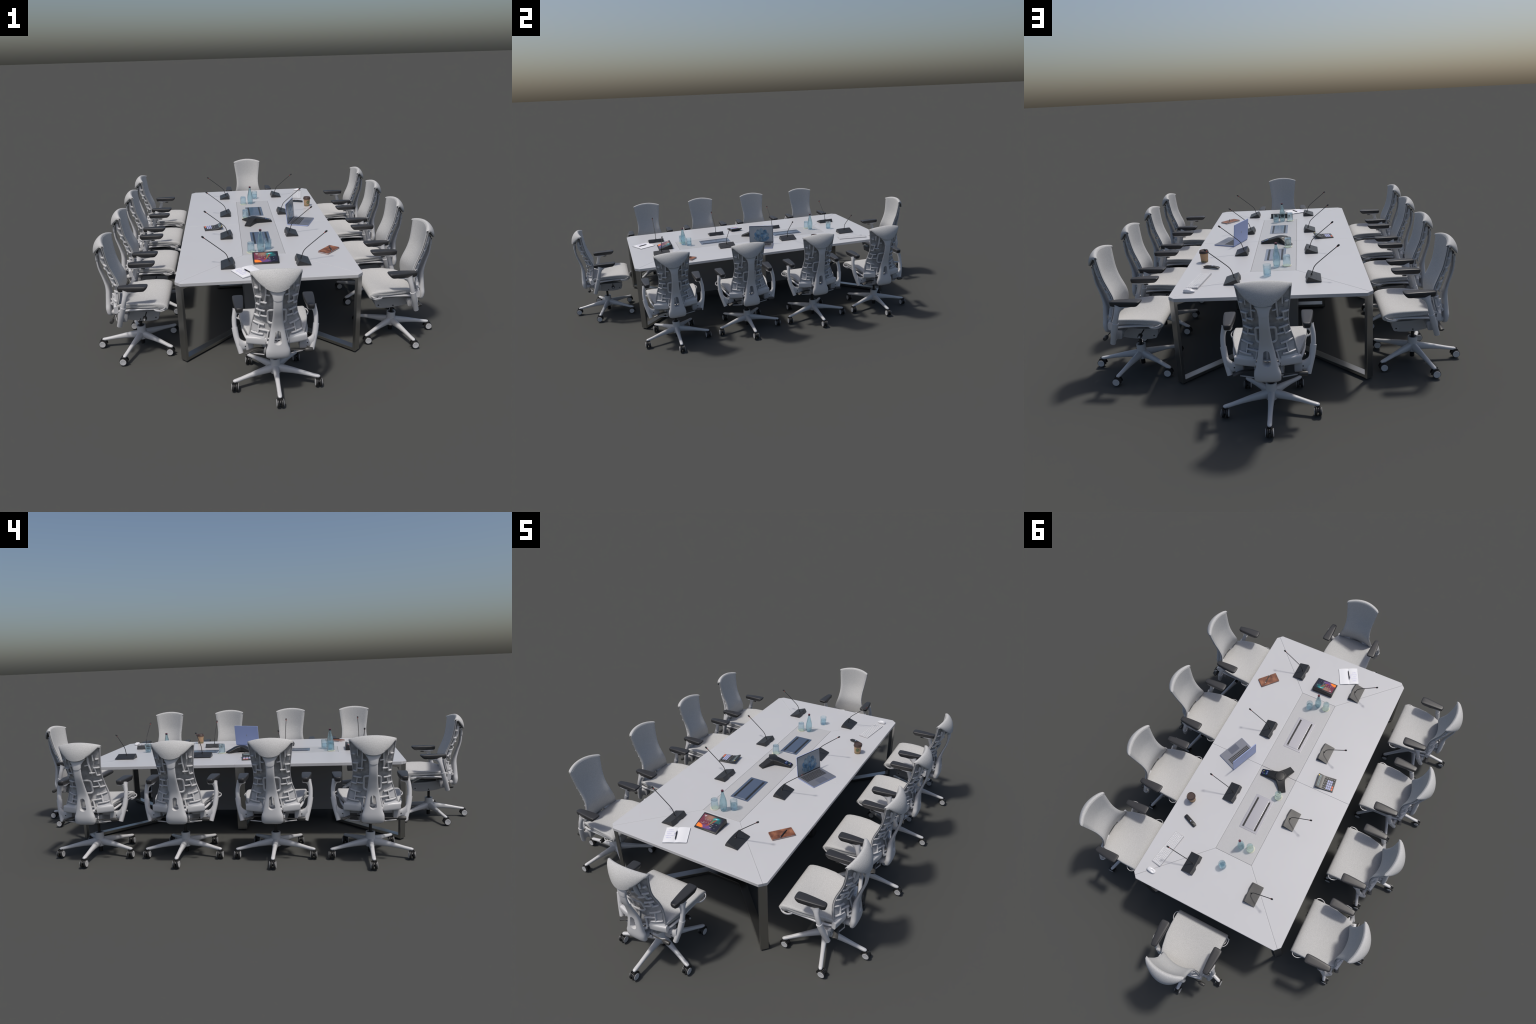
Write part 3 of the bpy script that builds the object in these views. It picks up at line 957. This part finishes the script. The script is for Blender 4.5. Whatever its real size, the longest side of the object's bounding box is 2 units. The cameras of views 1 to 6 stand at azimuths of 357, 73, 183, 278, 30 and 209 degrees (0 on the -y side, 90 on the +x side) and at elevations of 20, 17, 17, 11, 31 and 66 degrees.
def build_water():
    s = Shape()
    s.add(*lathe([(.0004, .0058), (.0112, .0058), (.0126, .0078), (.0133, .0225), (.0134, .0240), (.0004, .0240)], 24), WATER)
    return s.mesh("water", 40)

def build_inverted():
    s = Shape()
    s.add(*lathe([(.0139, .0022), (.0149, .0022), (.0151, .0030), (.0146, .022), (.0141, .0360), (.0138, .0415), (.0125, .0428), (.0004, .0428), (.0004, .0375), (.0120, .0375), (.0129, .0350), (.0136, .022), (.0139, .0022)], 28, False), GLASS)
    return s.mesh("tumbler_glass_inverted", 40)

def build_coaster():
    s = Shape()
    s.add(*lathe([(.0004, .0002), (.0174, .0002), (.0180, .0008), (.0178, .0016), (.0004, .0016)], 32), CREAM)
    return s.mesh("coaster", 40)

BB, BC, TG, TW, TI, CO = build_bottle(), build_cap(), build_tumbler(), build_water(), build_inverted(), build_coaster()
for x, y, a in ((-.0115, -.3895, .0), (-.0115, .3725, .1)):
    t = thing("water_bottle", "slim blue glass water bottle with dark red cap", "bottle", T(x, y, ZT) @ R(a))
    put("bottle_body", BB, t)
    put("bottle_cap", BC, t)
for x, y in ((.0205, -.3635), (.0190, .4775)):
    t = thing("water_glass", "clear blue tumbler half filled with water", "glass", T(x, y, ZT))
    put("tumbler", TG, t)
    put("water", TW, t)
for x, y in ((-.0510, -.3925), (-.0495, .1035), (-.0495, .3640)):
    t = thing("upturned_glass", "clear blue tumbler upside down on cream coaster", "glass", T(x, y, ZT))
    put("tumbler", TI, t)
    put("coaster", CO, t)

# ------------------------------------------------------------------ take-away cup
cup = thing("coffee_cup", "brown paper coffee cup with dark lid", "cup", T(.2815, .2795, ZT))
s = Shape()
s.add(*lathe([(.0004, .0004), (.0132, .0004), (.0137, .0010), (.0172, .0400), (.0004, .0400)], 32), KRAFT)
put("cup_body", s.mesh("cup_body", 40), cup)
s = Shape()
s.add(*lathe([(.0170, .0375), (.0190, .0375), (.0194, .0392), (.0190, .0412), (.0180, .0425), (.0174, .0475), (.0166, .0484), (.0156, .0480), (.0150, .0462), (.0004, .0462)], 32), LID)
s.add(*box(.006, -.009, .0463, .003, .003, .0004), BLACK)
s.add(*box(-.006, .009, .0463, .002, .002, .0004), BLACK)
put("cup_lid", s.mesh("cup_lid", 40), cup)
s = Shape()
def on_cup(a, z):
    r = lerp(.0137, .0172, (z - .001) / .039) + .00025
    return Vector((r * math.cos(a), r * math.sin(a), z))
A0 = math.atan2(-2.05, .72)
def badge(r0, r1):
    n = 28
    V, F = [], []
    for k in range(n):
        t = 2 * pi * k / n
        for r in (r0, r1):
            V.append(on_cup(A0 + r * math.cos(t) / .0155, .0225 + r * math.sin(t)))
    for k in range(n):
        a, b = 2 * k, 2 * ((k + 1) % n)
        F.append((a, a + 1, b + 1, b))
    return V, F
s.add(*badge(.0058, .0086), GREEN)
s.add(*badge(.0012, .0036), GREEN)
V, F = [], []
for k in range(41):
    a = 2 * pi * k / 40
    V += [on_cup(a, .0042), on_cup(a, .0064)]
for k in range(40):
    if k % 4 != 3:
        F.append((2*k, 2*k+2, 2*k+3, 2*k+1))
s.add(V, F, GREEN)
me = s.mesh("printed_badge", 40)
put("printed_badge", me, cup)

# ------------------------------------------------------------------ laptop
def frame2(p, q):
    """Local frame: origin p, x toward q, z up."""
    p, q = Vector(p), Vector(q)
    return T(*p) @ R(math.atan2(q.y - p.y, q.x - p.x))

LW_, LD_ = .1316, .0985
# hinge edge runs from D to C; the user sits on the +x side
Dp, Cp = (.1395, -.0465, ZT), (.1880, .0765, ZT)
lap = thing("laptop", "open periwinkle blue laptop computer showing a blue wallpaper", "laptop", frame2(Dp, Cp))
s = Shape()
base_o = round_poly(rect(0, LW_, -LD_, 0), .003)
s.add(*prism(base_o, .0008, .0044, .0008), LAPBLUE)
s.add(*prism(inset(base_o, .0006), .0040, .0050, .0003), LAPGREY)
s.add(*prism(round_poly(rect(.042, .0885, -.0935, -.063), .001), .0049, .0052), TRACKPAD)
lb = put("laptop_base", s.mesh("laptop_base", 15), lap)
s = Shape()
for r in range(6):
    x = .010
    y = -.0535 + r * .0078
    while x < .121:
        w = .0066 if r else random.choice((.0066, .0066, .0400 if .035 < x < .05 else .0066))
        if x + w > .1225:
            break
        s.add(*prism(rect(x, x + w, y, y + .0062), .0049, .0055, .0002, 1), LAPKEY)
        x += w + .0012
kb = put("laptop_keys", s.mesh("laptop_keys", 15), lb)
kb["kind"] = "stuff"
LH = .0945
lean = math.radians(5.6)
Lf = T(0, -.0005, .0050) @ R(-lean, "X")   # lid: local x along the hinge, z up, leaning back to +y
s = Shape()
lo = round_poly(rect(0, LW_, 0, LH), [.001, .001, .004, .004])
FLIP = Matrix(((1, 0, 0, 0), (0, 0, 1, 0), (0, 1, 0, 0), (0, 0, 0, 1)))  # outline (x,z), extrude along y
s.add(*prism(lo, -.0004, .0022, .0006), LAPBLUE, Lf @ FLIP)
s.add(*prism(inset(lo, .0008), -.0010, .0000, .0002), BEZEL, Lf @ FLIP)
s.add(*box(LW_/2, .0026, LH/2, .006, .0004, .008, .0001), GREYMARK, Lf @ R(0))
lid = put("laptop_lid", s.mesh("laptop_lid", 15), lap)
WALL = blob_screen("wallpaper_gradient", (0.29, 0.33, 0.36), (0.33, 0.35, 0.38), (-.066, .066), [(0, 0, .10, .06, 0, .9, (.38, .40, .42)), (.01, -.015, .05, .045, 0, .8, (.24, .31, .38))])
s = Shape()
sw, sh = LW_ - .006, LH - .009
s.add(*prism(rect(-sw/2, sw/2, -sh/2, sh/2), 0, .0003), WALL)
def leaf_outline(cx, cy, w, h, rot, n=18):
    pts = []
    for k in range(n):
        t = 2 * pi * k / n
        x, y = w * math.cos(t) * (1 + .25 * math.sin(t)), h * math.sin(t)
        pts.append((cx + x * math.cos(rot) - y * math.sin(rot), cy + x * math.sin(rot) + y * math.cos(rot)))
    return pts
lay = .0003
for cx, cy, w, h, rot, mat in [(-.012, -.004, .010, .026, .9, PETAL), (.016, -.004, .010, .024, -.9, PETAL2), (-.010, .004, .009, .027, .35, PETAL2), (.012, .004, .009, .026, -.4, PETAL), (0, .006, .008, .030, 0, PETAL2),
                               (-.008, -.012, .007, .022, .65, PETAL), (.010, -.012, .007, .021, -.65, PETAL2), (.002, -.010, .006, .024, -.1, PETAL), (-.003, -.018, .005, .017, .3, PETAL2), (.022, -.016, .006, .018, -1.1, PETAL), (-.020, -.016, .006, .018, 1.1, PETAL2)]:
    pts = [(x, max(y - .008, -sh/2 + .001)) for x, y in leaf_outline(cx * 1.15, cy * 1.2, w * 1.35, h * 1.15, rot * .9)]
    s.add(*prism(pts, lay - .0001, lay + .00006), mat)
    lay += .00008
scr = put("laptop_screen", s.mesh("laptop_screen", 15), lid, Lf @ T(LW_/2, -.0010, LH/2 + .001) @ R(pi/2, "X"))

# ------------------------------------------------------------------ tablet console
tab = thing("tablet_console", "black wedge tablet console with colourful touch screen", "tablet", T(0, 0, ZT))
s = Shape()
prof = round_poly([(-.5330, .0010), (-.5330, .0045), (-.4625, .0252), (-.4600, .0240), (-.4570, .0010)], [.001, .0015, .002, .002, .001], 3)
s.add(*prism(prof, -.0495, .0505, .0015), BLACK, ROT_YZ)
body = put("console_body", s.mesh("console_body", 35), tab)
slope = math.atan2(.0207, .0705)
scrm = T(.0005, -.49775, .01505) @ R(slope, "X")
TW_, TH_ = .0900, .0620
TABSCR = blob_screen("console_picture", (0.16, 0.035, 0.06), (0.02, 0.02, 0.035), (-.012, .020), [
    (-.010, .022, .030, .022, .2, .8, (.30, .17, .12)), (.020, .014, .022, .026, .3, .6, (.02, .11, .11)), (-.002, -.022, .040, .012, .1, .6, (.13, .07, .22)),
    (-.036, -.024, .022, .011, -.25, .35, (.95, .23, .03)), (.004, -.002, .005, .034, -.62, .5, (.32, .06, .04)), (.014, .022, .016, .0045, .2, .5, (.03, .42, .46)),
    (.006, .006, .0022, .022, -.25, .5, (.05, .30, .12)), (.026, -.010, .022, .018, 0, .25, (.016, .018, .034))])
s = Shape()
s.add(*prism(rect(-TW_/2, TW_/2, -TH_/2, TH_/2), 0, .0004), TABSCR)
for i in range(3):
    for j in range(2):
        s.add(*lathe([(.0003, .0003), (.0016, .0003), (.0016, .0006), (.0003, .0006)], 10), WHITEMARK, T(-.026 + i * .0105, .009 - j * .0125, 0))
        s.add(*lathe([(.0003, .0003), (.0011, .0003), (.0011, .0007), (.0003, .0007)], 8), BEZEL, T(-.026 + i * .0105, .009 - j * .0125, 0))
for x, y, w, h in [(-.034, .0245, .010, .0024), (-.034, .0205, .007, .0010), (.0145, .0225, .008, .0024), (.013, -.0035, .008, .0009), (.013, -.0115, .008, .0009), (.013, -.0195, .009, .0011), (.030, -.0035, .003, .0008), (.030, -.0195, .003, .0008), (.037, .012, .0015, .0015), (-.028, -.0095, .016, .0006)]:
    s.add(*box(x, y, .00045, w, h, .0003), WHITEMARK)
put("touch_screen", s.mesh("touch_screen", 15), body, scrm)

# ------------------------------------------------------------------ conference phone
ph = thing("conference_phone", "three armed black conference phone with small screen", "telephone", T(-.0165, .0205, ZT))
arms = [math.atan2(.0095, .0875), math.atan2(.0575, -.0390), math.atan2(-.0605, -.0300)]
lens = [.0880, .0700, .0690]
s = Shape()
# each arm is a lofted wedge from the hub to its flat tip
for a, l in zip(arms, lens):
    rings = []
    for r, hw, zt, zb in [(-.006, .0200, .0262, .006), (.012, .0205, .0262, .006), (.026, .0178, .0240, .0050), (l * .62, .0160, .0165, .0020), (l - .003, .0152, .0075, .0005), (l, .0148, .0060, .0005)]:
        rings.append([(r, y, z) for y, z in [(-hw, zb), (-hw, zt - .002), (-hw + .002, zt), (hw - .002, zt), (hw, zt - .002), (hw, zb)]])
    s.add(*loft(rings), PHONE, R(a))
s.add(*lathe([(.0005, .0278), (.014, .0275), (.020, .0266), (.0240, .0245), (.0250, .018), (.0245, .008), (.0005, .006)], 24), PHONE)
pb = put("phone_body", s.mesh("phone_body", 15), ph)
s = Shape()
l = lens[0]
tilt = math.atan2(.0165 - .0075, (l - .003) - l * .62)
tl = math.atan2(.0240 - .0165, l * .62 - .026)
s.add(*box(0, 0, 0, .0310, .0285, .0006), PHONESCR, R(arms[0]) @ T(l * .80, 0, .01265) @ R(tilt, "Y"))
F0 = R(arms[0]) @ T(l * .80, 0, .01305) @ R(tilt, "Y")
s.add(*box(-.009, .0, 0, .010, .020, .0004), ICONBLUE, F0)
for x, y, w, h, m in [(-.010, .004, .003, .004, GREYMARK), (-.010, -.004, .003, .004, GREYMARK), (.002, .006, .0025, .003, ICONGRN), (.007, .006, .0025, .003, ICONVIO), (.011, .006, .0022, .003, ICONVIO), (.002, -.006, .0025, .003, ICONBLUE), (.007, -.006, .0025, .003, YELLOW), (.011, -.006, .002, .002, WHITEMARK), (.011, 0, .002, .002, WHITEMARK)]:
    s.add(*box(x, y, .0003, w, h, .0004), m, F0)
for k in (1, 2):
    l = lens[k]
    tk = math.atan2(.0165 - .0075, (l - .003) - l * .62)
    s.add(*lathe([(.0003, 0), (.0024, 0), (.0024, .0006), (.0003, .0006)], 12), GRAPHITE, R(arms[k]) @ T(l * .86, 0, .0100) @ R(tk, "Y"))
put("phone_display", s.mesh("phone_display", 15), pb)

# ------------------------------------------------------------------ calculator (front edge toward -x)
p0, p1 = Vector((-.2437, -.0835, ZT)), Vector((-.2521, -.0185, ZT))
ux = (p0 - p1).normalized()          # user's right is toward -y
cal = thing("desk_calculator", "black desk calculator with lilac and orange keys", "calculator", T(*p1) @ R(math.atan2(ux.y, ux.x)))
W_, D_ = .0655, .0815
s = Shape()
rings = []
for y, zt in [(0, .0032), (.001, .0042), (.050, .0062), (.060, .0085), (D_ - .001, .0170), (D_, .0160)]:
    zb = .0006 if y < .055 else lerp(.0006, .009, (y - .055) / (D_ - .055))
    rings.append([(.0012, y, zb), (0, y, zb + .001), (0, y, zt - .001), (.0012, y, zt), (W_ - .0012, y, zt), (W_, y, zt - .001), (W_, y, zb + .001), (W_ - .0012, y, zb)])
s.add(*loft(rings), CALCBODY)
cb = put("calculator_body", s.mesh("calculator_body", 15), cal)
s = Shape()
for r in range(6):
    for c in range(5):
        x, y = .0050 + c * .0116, .0035 + r * .0081
        z = .0041 + y * .04
        m = ORANGE if (r == 0 and c < 2) else CALCKEY if (1 <= r <= 3 and c < 4) or (r == 0 and c in ()) else CALCDARK
        m = CALCKEY if (1 <= r <= 3 and c < 4) else m
        s.add(*prism(round_poly(rect(x, x + .0098, y, y + .0064), .001, 2), z - .001, z + .0017, .0005, 1), m)
        if m is CALCDARK:
            s.add(*box(x + .0049, y + .0032, z + .0018, .0030, .0018, .0003), WHITEMARK)
put("calculator_keys", s.mesh("calculator_keys", 15), cb)
s = Shape()
sl = math.atan2(.0085, .021)
s.add(*box(0, 0, 0, .052, .0090, .0006), LCD, T(W_/2, .0705, .0134) @ R(sl, "X"))
s.add(*box(0, 0, 0, .006, .004, .0006), YELLOW, T(W_ - .008, .0775, .0160) @ R(sl, "X"))
for k in range(8):
    s.add(*box(0, 0, 0, .0030, .0055, .0003), CALCBODY, T(.010 + k * .0055, .0705, .0137) @ R(sl, "X"))
put("calculator_display", s.mesh("calculator_display", 15), cb)

# ------------------------------------------------------------------ pens and notebooks
def build_pen(l):
    s = Shape()
    s.add(*lathe([(.0003, 0), (.0006, .0004), (.0018, .0050), (.0018, .0058)], 10), SILVER)
    s.add(*lathe([(.0003, .0055), (.0019, .0056), (.0022, .012), (.0022, l * .82), (.0019, l * .90), (.0003, l * .90)], 10), PENMAT)
    s.add(*lathe([(.0003, l * .89), (.0015, l * .89), (.0014, l), (.0003, l)], 10), SILVER)
    s.add(*box(.0024, 0, l * .72, .0008, .0012, l * .26), PENMAT)
    return s.mesh("pen_body", 40)
PEN = build_pen(.054)
def pen(p, q, z):
    p, q = Vector((p[0], p[1], z)), Vector((q[0], q[1], z))
    d = (q - p).normalized()
    t = thing("pen", "slim black ballpoint pen with silver tip", "pen", T(*p) @ d.to_track_quat("Z", "Y").to_matrix().to_4x4())
    put("pen_body", PEN, t)

# open notebook: origin at its lower left corner as its reader sees it
q0 = Vector((-.0953, -.6640, ZT))
right = Vector((.0793, .0416, 0))
nb = thing("open_notebook", "open white notebook with violet handwriting", "notebook", T(*q0) @ R(math.atan2(right.y, right.x)))
NW, NH = .0895, .0892
s = Shape()
s.add(*prism(round_poly(rect(-.0010, NW + .0010, -.0008, NH + .0008), .004), .0002, .0014, .0003), COVER)
put("notebook_cover", s.mesh("notebook_cover", 15), nb)
s = Shape()
def page_z(x):
    u = abs(x - NW / 2) / (NW / 2)
    return .0030 + .0022 * math.sin(min(1, u * 1.15) * pi) ** .8 * (1 - .3 * u)
for a, b in ((0, NW/2), (NW/2, NW)):
    rings = []
    for k in range(11):
        x = lerp(a, b, k / 10)
        rings.append([(x, .0004, .0014), (x, NH - .0004, .0014), (x, NH - .0004, page_z(x)), (x, .0004, page_z(x))])
    s.add(*loft(rings), PAPER)
put("notebook_pages", s.mesh("notebook_pages", 50), nb)
s = Shape()
rng = random.Random(3)
for r, (x0, x1) in enumerate([(.010, .030), (.006, .032), (.009, .026), (.005, .034), (.009, .028)]):
    y = .073 - r * .0115
    path = []
    x = x0
    k = 0
    while x < x1:
        path.append(Vector((x, y + (.0016 if k % 2 else -.0016) * rng.uniform(.5, 1.1), page_z(x) + .00025)))
        x += rng.uniform(.0007, .0012)
        k += 1
        if rng.random() < .08 and len(path) > 3:
            s.add(*sweep(path, (.00042, .00014), 4, 2, (0, 0, 1)), INK)
            path = []
            x += .0014
    if len(path) > 2:
        s.add(*sweep(path, (.00042, .00014), 4, 2, (0, 0, 1)), INK)
    s.add(*box((x0+x1)/2, y - .0030, page_z((x0+x1)/2) + .0002, (x1-x0)*.85, .0004, .0002), INK)
for k in range(2):
    loop = [Vector((.0385 + .0022 * math.cos(t) * (1 + .3*k), .0500 + .0026 * math.sin(t), page_z(.0385) + .0003)) for t in [2*pi*i/12 for i in range(12)]]
    s.add(*sweep(loop, (.00042, .00014), 4, 2, (0, 0, 1), False, True), INK)
s.add(*sweep([Vector((x, y, page_z(x) + .0003)) for x, y in ((.034, .060), (.038, .057), (.0385, .053))], (.00042, .00014), 4), INK)
s.add(*sweep([Vector((x, y, page_z(x) + .0003)) for x, y in ((.0385, .047), (.038, .040), (.034, .038))], (.00042, .00014), 4), INK)
hw = put("handwriting", s.mesh("handwriting", 50), nb)
hw["kind"] = "stuff"
pen((-.0605, -.6325), (-.0875, -.5855), ZT + .0058)

# closed leather notebook
c0 = Vector((.2749, -.3668, ZT))
cr = Vector((.2139 - .2749, -.4342 + .3663, 0))
nb2 = thing("leather_notebook", "closed tan leather notebook with mottled cover", "notebook", T(*c0) @ R(math.atan2(cr.y, cr.x)))
BW, BH = .0905, .0475
s = Shape()
s.add(*prism(round_poly(rect(0, BW, 0, BH), .003), .0004, .0016, .0004), LEATHER)
s.add(*prism(round_poly(rect(0, BW, 0, BH), .003), .0046, .0060, .0005), LEATHER)
put("leather_cover", s.mesh("leather_cover", 15), nb2)
s = Shape()
s.add(*prism(rect(.0012, BW - .0012, .0012, BH - .0012), .0014, .0048), PAPER)
put("page_block", s.mesh("page_block", 15), nb2)
pen((.2690, -.3885), (.2692, -.4410), ZT + .0083)

# ------------------------------------------------------------------ keyboard, mouse, remote control
k0, k1 = Vector((.2519, .5967, ZT)), Vector((.2283, .4410, ZT))
kx = (k1 - k0).normalized()
# reader sits at +x: rear edge lies toward -x
kbd = thing("computer_keyboard", "slim white wireless computer keyboard", "keyboard", T(*k0) @ R(math.atan2(kx.y, kx.x)))
KW, KD = .1575, .0450
s = Shape()
rings = []
for y, zt in [(0, .0052), (.0004, .0058), (KD * .5, .0042), (KD - .0004, .0026), (KD, .0020)]:
    rings.append([(.0006, y, .0005), (0, y, .0010), (0, y, zt - .0005), (.0006, y, zt), (KW - .0006, y, zt), (KW, y, zt - .0005), (KW, y, .0010), (KW - .0006, y, .0005)])
s.add(*loft(rings), KEYTRAY)
kt = put("keyboard_tray", s.mesh("keyboard_tray", 15), kbd)
s = Shape()
rng = random.Random(5)
for r in range(6):
    y = .0022 + r * .0071
    x = .0028
    tilt = -math.atan2(.0032, KD)
    while x < KW - .004:
        w = .0064
        if r == 5 and .036 < x < .05: w = .034
        elif r in (2, 3, 4) and (x < .004): w = .0064 + .0016 * (r - 1)
        elif rng.random() < .06: w = .0095
        w = min(w, KW - .0026 - x)
        if w < .003: break
        z = lerp(.0058, .0026, y / KD)
        s.add(*prism(round_poly(rect(x, x + w, y, y + .0060), .0006, 1), z - .0004, z + .0008, .0003, 1), KEYW)
        x += w + .0010
ks = put("keyboard_keys", s.mesh("keyboard_keys", 15), kt)
ks["kind"] = "stuff"

ms = thing("computer_mouse", "low rounded white computer mouse", "mouse", T(.2768, .6245, ZT) @ R(math.radians(174)))
def mouse_shape(zoff, top, mat, shrink):
    rings = []
    n = 20
    for k in range(8):
        t = k / 7
        r = math.cos(t * pi / 2) ** .45 if t < 1 else .02
        ring = []
        for x, y in superellipse(.0195 * shrink, .0100 * shrink, n, 2.8):
            prof = 1 - .45 * ((x / .0195) - .0) * .5 - .22 * (x / .0195) ** 2
            ring.append((x * r, y * r, zoff + top * prof * math.sin(t * pi / 2)))
        rings.append(ring)
    return loft(rings)
s = Shape()
s.add(*prism(superellipse(.0190, .0096, 20, 2.8), .0004, .0040, .0008), KEYTRAY)
put("mouse_base", s.mesh("mouse_base", 40), ms)
s = Shape()
s.add(*mouse_shape(.0035, .0098, WHITEP, 1.04), WHITEP)
s.add(*box(.0105, 0, .0098, .005, .0018, .0010, .0004), KEYTRAY, R(.15, "Y"))
put("mouse_shell", s.mesh("mouse_shell", 50), ms)

rm = thing("remote_control", "slim arched black remote control with buttons", "remote control", T(.2400, .3680, ZT) @ R(math.atan2(.0239, -.0606)))
s = Shape()
rings = []
for k in range(13):
    u = -1 + 2 * k / 12
    e = max(0, abs(u) - .94) / .06
    zc = .0050 + .0022 * (1 - u * u)
    hw, hh = .0088 * (1 - .25 * e), .0036 * (1 - .45 * e) - .0006 * abs(u)
    rings.append([(u * .0335, y, zc + z) for y, z in superellipse(hw, hh, 12, 3.2)])
s.add(*loft(rings), BLACK)
rb = put("remote_body", s.mesh("remote_body", 40), rm)
s = Shape()
for x, y, r, m in [(.004, 0, .0030, GREYMARK), (-.006, .0035, .0015, GRAPHITE), (-.006, -.0035, .0015, GRAPHITE), (-.012, 0, .0016, GRAPHITE), (.014, .0035, .0015, GRAPHITE), (.014, -.0035, .0015, GRAPHITE), (.020, 0, .0012, WHITEMARK), (-.018, .003, .0013, GRAPHITE), (-.018, -.003, .0013, GRAPHITE)]:
    u = x / .0335
    z = .0050 + .0022 * (1 - u * u) + .0036 - .0006 * abs(u)
    s.add(*lathe([(.0002, -.0004), (r, -.0004), (r, .0004), (.0002, .0005)], 10), m, T(x, y, z))
put("remote_buttons", s.mesh("remote_buttons", 40), rb)
